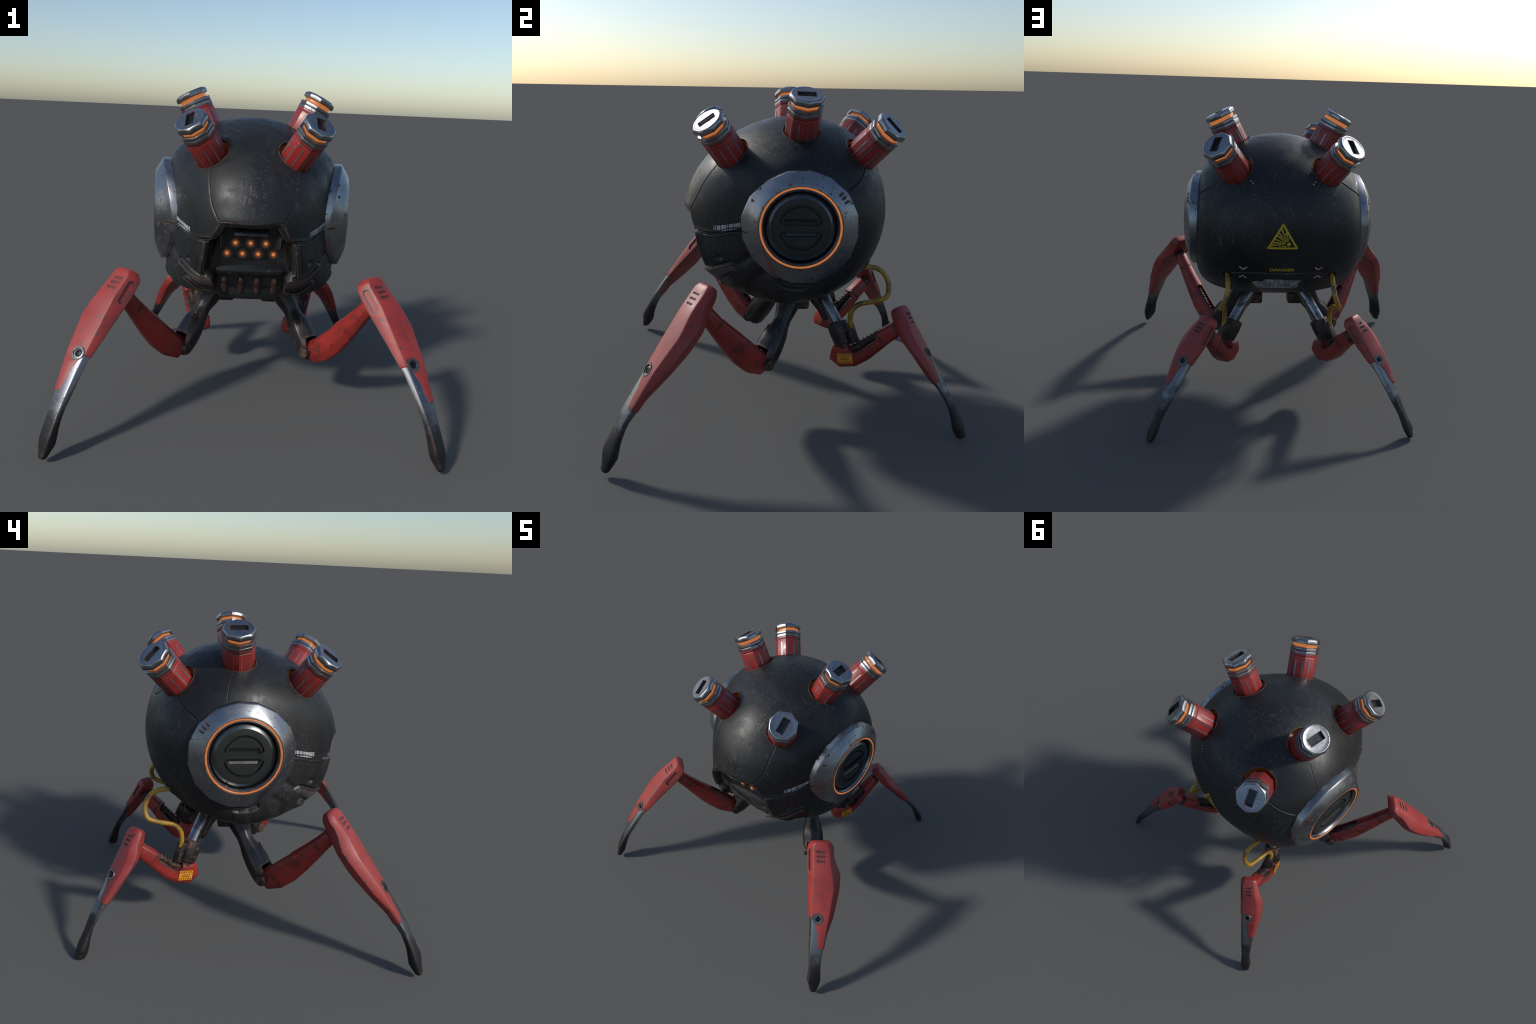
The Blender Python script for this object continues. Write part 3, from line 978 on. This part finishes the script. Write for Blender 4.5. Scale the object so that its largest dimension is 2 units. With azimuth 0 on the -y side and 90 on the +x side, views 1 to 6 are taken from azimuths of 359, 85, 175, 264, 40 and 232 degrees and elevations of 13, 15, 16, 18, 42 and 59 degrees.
txt = bpy.data.curves.new("t", "FONT")
txt.body = "DANGER"
txt.align_x, txt.align_y = "CENTER", "CENTER"
txt.size = 1.0
txt.offset = 0.028
to = bpy.data.objects.new("t", txt)
bpy.context.scene.collection.objects.link(to)
tm = bpy.data.meshes.new_from_object(to.evaluated_get(bpy.context.evaluated_depsgraph_get()))
bpy.data.objects.remove(to)
co = V([v.co[:] for v in tm.vertices])
w, h = np.ptp(co[:, 0]), np.ptp(co[:, 1])
co = co - (co.max(0) + co.min(0)) / 2
q = rear_point(-0.0035 - co[:, 0] / w * 0.147, 0.9135 + co[:, 1] / h * 0.0205, 0.0016)
mark("danger_lettering", [([tuple(x) for x in q], [tuple(p.vertices) for p in tm.polygons])], "yellow_ink")

ch = []
for x in (0.2265, -0.2265):
    for z, sgn in ((0.9135, -1), (0.8515, 1)):
        ch.append(rear_strip([(x - 0.023, z - sgn * 0.011), (x, z + sgn * 0.009), (x + 0.023, z - sgn * 0.011)], 0.0085, 6))
mark("chevron_mark", ch, "white_ink")
dots = []
for x, z in ((0.188, 1.4305), (0.176, 1.419)):
    for s in (1, -1):
        a = np.linspace(0, 2 * math.pi, 11)[:-1]
        vv = rear_point(s * x + 0.0042 * np.cos(a), z + 0.0042 * np.sin(a), 0.0016)
        dots.append(([tuple(t) for t in vv], [tuple(range(10))]))
mark("dot_mark", dots, "white_ink")

# torn parts label
NX, NZ = 48, 14
gx, gz = np.meshgrid(np.linspace(0.172, -0.136, NX), np.linspace(0.839, 0.752, NZ), indexing="ij")
LABEL = [(0.172, 0.818), (0.168, 0.788), (0.150, 0.772), (0.138, 0.754), (-0.088, 0.752), (-0.112, 0.762), (-0.118, 0.785), (-0.112, 0.793), (-0.126, 0.812), (-0.134, 0.838), (0.098, 0.840), (0.108, 0.826), (0.13, 0.822)]
inside = poly_distance(gx, gz, LABEL) > 0
q = rear_point(gx, gz, 0.0013)
idx = np.arange(NX * NZ).reshape(NX, NZ)
fs = [(idx[i, j], idx[i + 1, j], idx[i + 1, j + 1], idx[i, j + 1]) for i in range(NX - 1) for j in range(NZ - 1) if inside[i, j] and inside[i + 1, j] and inside[i + 1, j + 1] and inside[i, j + 1]]
paper = mark("parts_label", [([tuple(t) for t in q.reshape(-1, 3)], fs)], "paper")
lines = []
x = 0.155
while x > -0.115:
    wcol = random.choice([0.006, 0.01, 0.014, 0.018])
    z = 0.832
    while z > 0.764:
        hgt = random.choice([0.004, 0.007, 0.012, 0.02])
        if random.random() < 0.62 and poly_distance(V([x - wcol / 2]), V([z - hgt / 2]), LABEL)[0] > 0.009:
            lines.append(rear_strip([(x, z - hgt / 2), (x - wcol, z - hgt / 2)], hgt * 0.8, 3, 0.0024))
        z -= hgt + 0.003
    x -= wcol + random.choice([0.004, 0.006, 0.010])
mark("label_print", lines, "text_ink", paper)["kind"] = "stuff"

# bar codes on the front flanks, just above the belt seam
for s in (1, -1):
    bars = []
    a, b = V([0.316, -0.402, 1.075]), V([0.447, -0.268, 1.116])
    if s < 0:
        a, b = V([0.33, -0.39, 1.073]), V([0.447, -0.268, 1.116])
    t = 0.0
    while t < 0.97:
        wbar = random.choice([0.016, 0.028, 0.05, 0.07])
        t2 = min(t + wbar, 1.0)
        q = []
        for tt in (t, t2):
            m = a + (b - a) * tt
            m[2] = 1.075 + (1.114 - 1.075) * tt**1.3
            for dz in (-0.017, 0.017):
                q.append(m + V([0, 0, dz]))
        q = onto_shell(V(q), 0.0014) * V([s, 1, 1])
        bars.append(([tuple(x) for x in q], [(0, 2, 3, 1)]))
        t = t2 + random.choice([0.006, 0.010, 0.014, 0.03])
    mark("bar_code", bars, "white_ink")

# ------------------------------------------------------------------ legs


class Chines:
    """a long part described by its edge lines; sections are cut square to its axis"""

    def __init__(self, top, tip, edges):
        self.o, self.t = V(top, float), unit(V(tip, float) - V(top, float))
        self.len = np.linalg.norm(V(tip, float) - V(top, float))
        self.edges = []
        for e in edges:
            e = V(e, float)
            k = (e - self.o) @ self.t / self.len
            o = np.argsort(k)
            self.edges.append((k[o], e[o]))

    def at(self, k):
        out = []
        for ks, e in self.edges:
            p = V([np.interp(k, ks, e[:, i]) for i in range(3)])
            # beyond the listed ends keep going straight
            if k < ks[0]:
                p = e[0] + (k - ks[0]) * self.len * self.t
            if k > ks[-1]:
                p = e[-1] + (k - ks[-1]) * self.len * self.t
            out.append(p)
        out = V(out)
        flare = 1 + 0.20 * math.exp(-(((k - 0.93) / 0.06) ** 2)) - 0.07 * math.exp(-(((k - 0.80) / 0.06) ** 2))
        return out.mean(0) + (out - out.mean(0)) * flare


def shrink(sec, w):
    c = sec.mean(0)
    d = sec - c
    return c + d * (1 - w / np.maximum(np.linalg.norm(d, axis=1, keepdims=True), 1e-6))


def scaled(sec, f, shift):
    c = sec.mean(0)
    return c + (sec - c) * f + shift


# edge order: A outer-front ridge, B outer-rear ridge, C rear side, E inner rear, D inner front
FRONT_SHIN = Chines((0.66, -0.457, 0.868), (0.971, -0.925, 0.018), [
    [(0.631, -0.498, 0.848), (0.694, -0.573, 0.748), (0.755, -0.664, 0.611), (0.814, -0.744, 0.483), (0.840, -0.785, 0.421), (0.878, -0.8525, 0.316), (0.912, -0.907, 0.2145), (0.938, -0.939, 0.135), (0.962, -0.947, 0.060)],
    [(0.706, -0.4335, 0.855), (0.7855, -0.513, 0.759), (0.854, -0.5695, 0.658), (0.904, -0.690, 0.503), (0.960, -0.829, 0.279), (0.982, -0.868, 0.195), (0.998, -0.905, 0.095), (0.995, -0.925, 0.055)],
    [(0.734, -0.4074, 0.829), (0.767, -0.450, 0.777), (0.835, -0.469, 0.694), (0.8755, -0.534, 0.613), (0.914, -0.648, 0.480), (0.929, -0.737, 0.393), (0.954, -0.818, 0.268), (0.974, -0.850, 0.194), (0.990, -0.885, 0.092), (0.988, -0.905, 0.05)],
    [(0.690, -0.393, 0.790), (0.715, -0.420, 0.735), (0.800, -0.455, 0.660), (0.832, -0.526, 0.562), (0.872, -0.6225, 0.462), (0.908, -0.728, 0.363), (0.932, -0.814, 0.243), (0.948, -0.850, 0.155), (0.962, -0.874, 0.076), (0.966, -0.895, 0.045)],
    [(0.576, -0.486, 0.798), (0.605, -0.528, 0.737), (0.712, -0.660, 0.5725), (0.795, -0.757, 0.442), (0.870, -0.859, 0.257), (0.917, -0.918, 0.092), (0.938, -0.930, 0.055)],
])
REAR_SHIN = Chines((0.437, 0.645, 0.655), (0.747, 0.928, 0.004), [
    [(0.423, 0.683, 0.648), (0.4726, 0.7244, 0.5535), (0.5425, 0.787, 0.4315), (0.590, 0.823, 0.350), (0.633, 0.859, 0.275), (0.683, 0.900, 0.185), (0.724, 0.932, 0.105), (0.740, 0.947, 0.045)],
    [(0.4653, 0.626, 0.648), (0.526, 0.664, 0.586), (0.575, 0.684, 0.511), (0.604, 0.706, 0.4735), (0.641, 0.757, 0.390), (0.686, 0.822, 0.262), (0.725, 0.878, 0.160), (0.766, 0.915, 0.065), (0.766, 0.930, 0.035)],
    [(0.476, 0.6025, 0.632), (0.519, 0.622, 0.596), (0.577, 0.630, 0.524), (0.6135, 0.665, 0.4605), (0.6455, 0.726, 0.378), (0.685, 0.806, 0.2595), (0.7215, 0.862, 0.1595), (0.758, 0.895, 0.060), (0.766, 0.912, 0.025)],
    [(0.430, 0.588, 0.602), (0.475, 0.598, 0.553), (0.545, 0.622, 0.492), (0.585, 0.680, 0.4145), (0.625, 0.748, 0.315), (0.662, 0.810, 0.2435), (0.694, 0.846, 0.180), (0.722, 0.868, 0.098), (0.738, 0.884, 0.040)],
    [(0.377, 0.6675, 0.592), (0.444, 0.724, 0.491), (0.549, 0.810, 0.361), (0.610, 0.862, 0.255), (0.660, 0.9015, 0.1615), (0.700, 0.931, 0.080), (0.727, 0.940, 0.025)],
])


def build_leg(side, front):
    S = V([side, 1, 1])
    ch = FRONT_SHIN if front else REAR_SHIN
    bolt_k = 0.485 if front else 0.375
    end_k = 0.685 if front else 0.585
    leg_name = "leg"
    # ---- hip is the part itself, the other segments hang on it
    if front:
        stations = [((0.195, 0.055, 0.65), 0.075, 0.075), ((0.235, 0.022, 0.585), 0.066, 0.064), ((0.272, -0.005, 0.525), 0.050, 0.050), ((0.288, -0.022, 0.492), 0.054, 0.056),
                    ((0.312, -0.048, 0.455), 0.071, 0.070), ((0.342, -0.082, 0.398), 0.080, 0.076), ((0.366, -0.108, 0.348), 0.079, 0.075), ((0.380, -0.118, 0.305), 0.066, 0.066), ((0.386, -0.118, 0.270), 0.044, 0.048)]
        cs = V([q[0] for q in stations])
        rings = []
        lat = unit([0.62, 0.78, 0])
        for i, (c, rx, ry) in enumerate(stations):
            d = unit(cs[min(i + 1, len(cs) - 1)] - cs[max(i - 1, 0)])
            x = unit(lat - d * (lat @ d))
            rings.append(ring(c, x, np.cross(d, x), rx, ry, n=8, phase=math.pi / 8))
        vs, fs = loft(rings)
        hip_me = bevel(mesh(vs, fs, side), 0.006, 18, 2)
        # mouth of the sleeve, where the arm comes out
        a0, a1 = V([0.40, -0.150, 0.325]) * S, V([0.50, -0.275, 0.455]) * S
        ax, ay, ad = frame(a1 - a0)
        hip_me = boolean(hip_me, [fix(mesh(*box((a0 + a1) / 2 - ad * 0.012, ax, ay, ad, 0.098, 0.150, np.linalg.norm(a1 - a0) + 0.06)))])
        hip = add("leg", hip_me, "rusty_dark" if "rusty_dark" in M else "dark", smooth=40)
        blk = box(V([0.142, 0.105, 0.592]) * S, V([1, 0, 0]), V([0, 1, 0]), V([0, 0, 1]), 0.115, 0.11, 0.075)
        add("hip_block", bevel(mesh(*blk), 0.014, 30, 2), "rusty", hip, 40)
        seam = tube(smooth_path(V([(0.322, -0.0905, 0.515), (0.335, -0.12, 0.46), (0.352, -0.150, 0.40), (0.364, -0.166, 0.34)]) * S, 12), 0.005, 8)
        add("sleeve_seam", fix(mesh(*seam)), "rusty", hip, 60)
        pin_c = V([0.398, -0.136, 0.318])  # guessed pin, an unseen part added to join sleeve and arm
        pin_d = unit([0.78, 0.62, 0.0])
        pin = lathe(pin_c - pin_d * 0.078, pin_d, [(0.020, 0.0), (0.030, 0.002), (0.034, 0.008), (0.034, 0.148), (0.030, 0.154), (0.020, 0.156)], n=16)
        add("guessed_elbow_pin", fix(mesh(*pin, side)), "rusty", hip, 40)
        # ---- upper arm
        pa = V([(0.398, -0.131, 0.306), (0.455, -0.195, 0.358), (0.505, -0.250, 0.425), (0.548, -0.305, 0.500), (0.590, -0.358, 0.575), (0.628, -0.408, 0.648), (0.664, -0.452, 0.718)])
        hs = [0.125, 0.150, 0.150, 0.135, 0.112, 0.092, 0.084]
        ws = [0.098, 0.105, 0.105, 0.098, 0.088, 0.078, 0.072]
    else:
        rod = lathe(V([0.150, 0.208, 0.705]) * S, V([0.1324, 0.1076, -0.209]) * S, [(0.036, 0), (0.036, 0.27), (0.03, 0.30)], n=20)
        hip = add("leg", bevel(mesh(*rod), 0.003, 40, 2), "chrome", smooth=50)
        sh = lathe(V([0.165, 0.190, 0.640]) * S, V([0.1324, 0.1076, -0.209]) * S, [(0.02, -0.06), (0.040, -0.05), (0.038, 0.03), (0.024, 0.10), (0.022, 0.16), (0.01, 0.17)], n=8)
        add("hip_block", bevel(mesh(*sh), 0.008, 20, 2), "rusty", hip, 35)
        c0, c1 = V([0.272, 0.311, 0.505]), V([0.322, 0.349, 0.388])
        cd = unit(c1 - c0)
        cl = np.linalg.norm(c1 - c0)
        cuff = lathe(c0 * S, cd * S, [(0.040, 0.012), (0.044, 0.0), (0.060, 0.004), (0.060, 0.055), (0.052, cl), (0.03, cl + 0.002), (0.034, cl + 0.03)], n=10, caps=True)
        add("cuff", bevel(mesh(*cuff), 0.004, 25, 2), "rusty", hip, 35)
        px, py, pd = frame(cd * S)
        port_c = V([0.336, 0.386, 0.455]) * S
        port = box(port_c, px, py, pd, 0.050, 0.055, 0.115)
        pm = bevel(mesh(*port), 0.006, 30, 2)
        add("cable_port", pm, "rusty", hip, 35)
        pa = V([(0.276, 0.300, 0.326), (0.305, 0.345, 0.314), (0.335, 0.405, 0.330), (0.362, 0.465, 0.370), (0.386, 0.525, 0.425), (0.407, 0.574, 0.471), (0.430, 0.632, 0.522)])
        hs = [0.095, 0.140, 0.140, 0.122, 0.104, 0.090, 0.084]
        ws = [0.088, 0.100, 0.100, 0.096, 0.088, 0.080, 0.074]
    rings = []
    for i, c in enumerate(pa):
        d = unit(pa[min(i + 1, len(pa) - 1)] - pa[max(i - 1, 0)])
        x, y, _ = frame(d)
        h, w = hs[i] / 2, ws[i] / 2
        sq = 0.35 if front else 0.62
        pts = [(-sq, 1), (sq, 1), (1, 0.55 + 0.15 * (not front)), (1, -0.35 - 0.25 * (not front)), (sq + 0.1, -1), (-sq - 0.1, -1), (-1, -0.35 - 0.25 * (not front)), (-1, 0.55 + 0.15 * (not front))]
        rings.append([c + p * w * x + q * h * y for p, q in pts])
    arm_me = bevel(mesh(*loft(rings), side), 0.006, 18, 2)
    P = lambda k: smooth_path(pa, 101)[int(round(k * 100))]
    dirk = lambda k: unit(smooth_path(pa, 101)[min(int(k * 100) + 4, 100)] - smooth_path(pa, 101)[max(int(k * 100) - 4, 0)])
    cuts = []
    if front:
        k0, k1 = 0.13, 0.50
        dm = dirk(0.32)
        x, y, _ = frame(dm)
        top_h = 0.070
        cc = (P(k0) + P(k1)) / 2 + y * (top_h + 0.004)
        cuts.append(mesh(*stadium(cc, dm, x, y, np.linalg.norm(P(k1) - P(k0)), 0.046, 0.075, 8), side))
        sp_a, sp_b, sp_r = P(k0 + 0.02) + y * 0.042, P(k1 - 0.02) + y * 0.040, 0.019
        gk = 0.80
    else:
        k0, k1 = 0.36, 0.74
        dm = dirk(0.56)
        x, y, _ = frame(dm)
        cc = (P(k0) + P(k1)) / 2 + y * 0.047
        cuts.append(mesh(*stadium(cc, dm, y, x, np.linalg.norm(P(k1) - P(k0)), 0.080, 0.2, 6), side))
        sp_a, sp_b, sp_r = P(k0 - 0.02) + y * 0.026, P(k1 + 0.02) + y * 0.024, 0.026
        gk = 0.76
    # groove ring before the knee
    g0 = P(gk)
    gd = dirk(gk)
    gx, gy, _ = frame(gd)
    gro = []
    ow, iw = 0.09, 0.5 * np.interp(gk, np.linspace(0, 1, 7), ws) - 0.004
    ih = 0.5 * np.interp(gk, np.linspace(0, 1, 7), hs) - 0.004
    blocks = [box(g0 + gx * sgn * (iw + 0.03), gx, gy, gd, 0.06, 0.3, 0.007) for sgn in (1, -1)] + [box(g0 + gy * sgn * (ih + 0.03), gx, gy, gd, 0.3, 0.06, 0.007) for sgn in (1,)]
    for b in blocks:
        cuts.append(mesh(*b, side))
    arm_me = boolean(arm_me, [fix(c) for c in cuts])
    arm = add("upper_arm", arm_me, "red_arm", hip, 35)
    # spring in the window
    n_turn = 9 if front else 8
    dsp = unit(sp_b - sp_a)
    Ls = np.linalg.norm(sp_b - sp_a)
    sx, sy, _ = frame(dsp)
    core = lathe(sp_a, dsp, [(sp_r * 0.72, 0), (sp_r * 0.72, Ls)], n=14)
    t = np.linspace(0, n_turn * 2 * math.pi, n_turn * 16)
    hel = sp_a + np.outer(t / t[-1] * Ls, dsp) + np.outer(np.cos(t) * sp_r * 0.85, sx) + np.outer(np.sin(t) * sp_r * 0.85, sy)
    coil = tube(hel, sp_r * 0.19, 6)
    vs, fs = join([core, coil])
    add("spring", fix(mesh([tuple(v) for v in vs], fs, side)), "rusty" if not front else "chrome", hip, 50)
    if not front:
        # steel pan under the spring
        pan_c = (P(k0) + P(k1)) / 2 + y * 0.006
        add("spring_pan", bevel(mesh(*box(pan_c, x, y, dm, 0.082, 0.012, np.linalg.norm(P(k1) - P(k0)) * 0.92), side), 0.003, 30, 2), "foot", hip, 35)
        # hazard sticker on the outer flank near the elbow
        hx, hy, hd = frame(dirk(0.22))
        # outward normal of the flank is +x of the arm frame on the body-outer side
        sgn = 1 if hx[0] > 0 else -1
        hc = P(0.25) + hx * sgn * (0.0515) - hy * 0.006
        nz_ = hx * sgn
        e1 = unit(hd - nz_ * (hd @ nz_))
        e2 = np.cross(nz_, e1)
        stick = add("hazard_sticker", fix(mesh(*box(hc, e1, e2, nz_, 0.090, 0.060, 0.003), side)), "amber", hip, 0)
        bars = []
        for r_ in (1, -1):
            for i in range(7):
                px_ = -0.036 + i * 0.012
                q = hc + e1 * px_ + e2 * r_ * 0.0205 + nz_ * 0.0012
                u_ = unit(e2 + 0.55 * e1)
                bars.append(box(q, u_, np.cross(nz_, u_), nz_, 0.016, 0.0036, 0.0022))
        for i in range(2):
            bars.append(box(hc + e2 * (0.004 - 0.009 * i) + nz_ * 0.0012, e1, e2, nz_, 0.05, 0.0035, 0.0022))
        add("sticker_stripes", fix(mesh(*join(bars), side)), "recess_red", stick, 0)["kind"] = "stuff"
    else:
        # raised plus mark on the front flank
        hx, hy, hd = frame(dirk(0.15))
        sgn = -1 if hx[1] > 0 else 1
        hc = P(0.17) + hx * sgn * 0.0525 - hy * 0.004
        nz_ = hx * sgn
        bars = [box(hc, hd, hy, nz_, 0.046, 0.007, 0.004), box(hc + nz_ * 0.0004, hy, hd, nz_, 0.05, 0.007, 0.004)]
        bars += [box(hc - 2 * nz_ * 0.0525, hd, hy, nz_, 0.046, 0.007, 0.004), box(hc - 2 * nz_ * 0.0525 - nz_ * 0.0004, hy, hd, nz_, 0.05, 0.007, 0.004)]
        add("plus_mark", fix(mesh(*join(bars), side)), "red_arm", hip, 0)
    # knee joint collar
    kd = dirk(0.97)
    kx, ky, _ = frame(kd)
    kc = [ring(P(1.0) + kd * q, kx, ky, rx, ry, n=16) for q, rx, ry in ((-0.012, 0.030, 0.034), (-0.008, 0.037, 0.042), (0.006, 0.039, 0.044), (0.010, 0.033, 0.037), (0.03, 0.030, 0.034))]
    add("knee_joint", bevel(mesh(*loft(kc), side), 0.002, 30, 1), "rusty", hip, 40)

    # ---- shin: red shell over a steel foot
    ks_red = list(np.linspace(0.045, bolt_k, 12))
    top = ch.at(0.045)
    up = -ch.t * ch.len
    rings = [scaled(top, 0.42, up * 0.052), scaled(top, 0.72, up * 0.046), scaled(top, 0.93, up * 0.022)] + [ch.at(k) for k in ks_red]
    # below the bolt the red shell narrows to the rear side and the steel shows at the front
    for k in np.linspace(bolt_k + 0.012, end_k, 9):
        sec = ch.at(k)
        f = min(1, (k - bolt_k) / 0.10)
        tail = 0.42 if k < end_k - 0.06 else 0.42 + 0.25 * (k - end_k + 0.06) / 0.06
        A, B, C, E_, D = sec
        A2 = A + (B - A) * (0.10 + (tail - 0.10) * f)
        D2 = D + (E_ - D) * (0.08 + 0.35 * f)
        rings.append(V([A2, B, C, E_, D2]))
    grown = []
    for r in rings:
        grown.append(shrink(r, -0.0022))
    shin_me = bevel(mesh(*loft(grown), side), 0.006 if front else 0.005, 16, 2)
    # local frame of the main face near the knee
    sec = ch.at(0.16)
    A, B = sec[0], sec[1]
    lat = unit(B - A)
    nrm = np.cross(ch.t, lat)
    if nrm @ (sec[0] - sec.mean(0)) < 0:
        nrm = -nrm
    cuts, floors = [], []
    wid = np.linalg.norm(B - A)
    for i in range(3):
        k = (0.058, 0.087, 0.116)[i] if front else (0.068, 0.101, 0.134)[i]
        a, b = ch.at(k)[:2]
        n2 = np.cross(ch.t, unit(b - a))
        n2 = n2 if n2 @ nrm > 0 else -n2
        cuts.append(mesh(*stadium(a + (b - a) * 0.47, unit(b - a), ch.t, n2, wid * 0.50, 0.0115, 0.010, 4), side))
        floors.append(box(a + (b - a) * 0.47 - n2 * 0.0032, unit(b - a), ch.t, n2, wid * 0.51, 0.0125, 0.003))
    # long recess on the front strip
    k0, k1 = (0.055, 0.185) if front else (0.06, 0.21)
    s0, s1 = ch.at(k0), ch.at(k1)
    m0, m1 = (s0[0] + s0[4]) / 2, (s1[0] + s1[4]) / 2
    ld = unit(m1 - m0)
    w2 = unit(s0[0] - s0[4])
    n3 = unit(np.cross(ld, w2))
    if n3 @ (m0 - s0.mean(0)) < 0:
        n3 = -n3
    w2 = np.cross(n3, ld)
    cuts.append(mesh(*stadium((m0 + m1) / 2, ld, w2, n3, np.linalg.norm(m1 - m0), 0.034 if front else 0.028, 0.014, 6), side))
    # bolt seat
    sec = ch.at(bolt_k)
    A, B = sec[0], sec[1]
    bl_ = unit(B - A)
    nb = np.cross(ch.t, bl_)
    if nb @ (sec[0] - sec.mean(0)) < 0:
        nb = -nb
    bc = A + (B - A) * (0.34 if front else 0.36)
    br_ = 0.036 if front else 0.031
    cuts.append(mesh(*lathe(bc, nb, [(br_ * 0.97, -0.02), (br_ * 0.97, 0.03)], n=24), side))
    shin_me = boolean(shin_me, [fix(c) for c in cuts])
    shin = add("shin", shin_me, "red", hip, 30)
    add("shin_slot_floor", fix(mesh(*join(floors), side)), "recess_red", hip, 0)  # darker red plates added as floors inside the cut slots
    # ---- steel foot blade
    ks = [bolt_k - 0.03] + list(np.linspace(bolt_k, 0.978, 18))
    rings = [shrink(ch.at(k), 0.0015) for k in ks]
    endsec = ch.at(0.978)
    rings += [scaled(endsec, 0.88, ch.t * ch.len * 0.014), scaled(endsec, 0.50, ch.t * ch.len * 0.026)]
    foot = bevel(mesh(*loft(rings), side), 0.007 if front else 0.006, 16, 2)
    add("foot", foot, "footgrad", hip, 40)
    # strap joining bolt seat and blade
    sec = ch.at(bolt_k + 0.055)
    # bolt: ring boss, black well, hex head
    boss = lathe(bc, nb, [(br_, -0.02), (br_, 0.001), (br_ * 0.95, 0.004), (br_ * 0.76, 0.004), (br_ * 0.72, 0.0), (br_ * 0.70, -0.008)], n=32, caps=False)
    bolt = add("joint_bolt", fix(mesh(*boss, side)), "steel", hip, 40)
    well = lathe(bc, nb, [(br_ * 0.72, -0.006), (br_ * 0.56, -0.006), (br_ * 0.53, 0.0005), (br_ * 0.42, 0.003), (br_ * 0.26, 0.003), (br_ * 0.22, 0.0)], n=20)
    add("bolt_head", fix(mesh(*well, side)), "boltblack", bolt, 40)
    return hip


def mat_foot():
    n = Nodes("foot_steel_darker_low")
    z = n.axis(2)
    low_dark = n.ramp(n.math("ADD", z, n.math("MULTIPLY", n.noise(14, 6, 0.75), 0.40)), 0.56, 0.37)  # darker towards the ground, border broken up by noise
    col = n.mix(low_dark, (0.20, 0.21, 0.226), (0.024, 0.024, 0.025))
    e = n.ramp(n.edge(0.016), 0.002, 0.04)
    nz = n.noise(24, 6, 0.74)
    m = n.ramp(n.math("ADD", n.math("MULTIPLY", e, 0.2), nz), 0.60, 0.68)
    col = n.mix(n.math("MULTIPLY", m, 0.8), col, n.mix(n.noise(50, 2), (0.06, 0.026, 0.02), (0.14, 0.062, 0.045)))
    r = n.lerp(n.noise(16, 6, 0.65), 0.24, 0.42)
    n.set(Base_Color=col, Roughness=n.lerp(m, n.lerp(low_dark, r, 0.5), 0.7), Metallic=n.lerp(m, n.lerp(low_dark, 1.0, 0.6), 0.2))
    n.bump(n.math("ADD", n.math("MULTIPLY", n.noise(120, 3), 0.3), n.math("MULTIPLY", m, -0.6)), 0.15, 0.002)
    return n.mat


M["footgrad"] = mat_foot()
M["boltblack"] = mat_plain("bolt_black", (0.012, 0.013, 0.014), 0.3, 0.6)
M["rusty_dark"] = mat_painted("rust_streaked_sleeve", (0.018, 0.019, 0.021), (0.028, 0.03, 0.033), (0.12, 0.075, 0.055), 0.36, 0.45, chips=1.0, rust=0.9, dirt=0.4, scale=1.0, edge_r=0.014)
for s in (1, -1):
    build_leg(s, True)
    build_leg(s, False)

# ------------------------------------------------------------------ cables from the rear glands to the cuffs
CABLE = [(0.312, 0.415, 0.858), (0.319, 0.461, 0.852), (0.317, 0.517, 0.843), (0.316, 0.563, 0.812), (0.325, 0.590, 0.762), (0.340, 0.593, 0.717), (0.357, 0.572, 0.678), (0.352, 0.513, 0.655), (0.340, 0.425, 0.634), (0.335, 0.385, 0.590), (0.336, 0.378, 0.530), (0.337, 0.384, 0.490)]
for s in (1, -1):
    add("power_cable", fix(mesh(*tube(smooth_path(CABLE, 70), 0.0150, 12), s)), "cable", smooth=60)
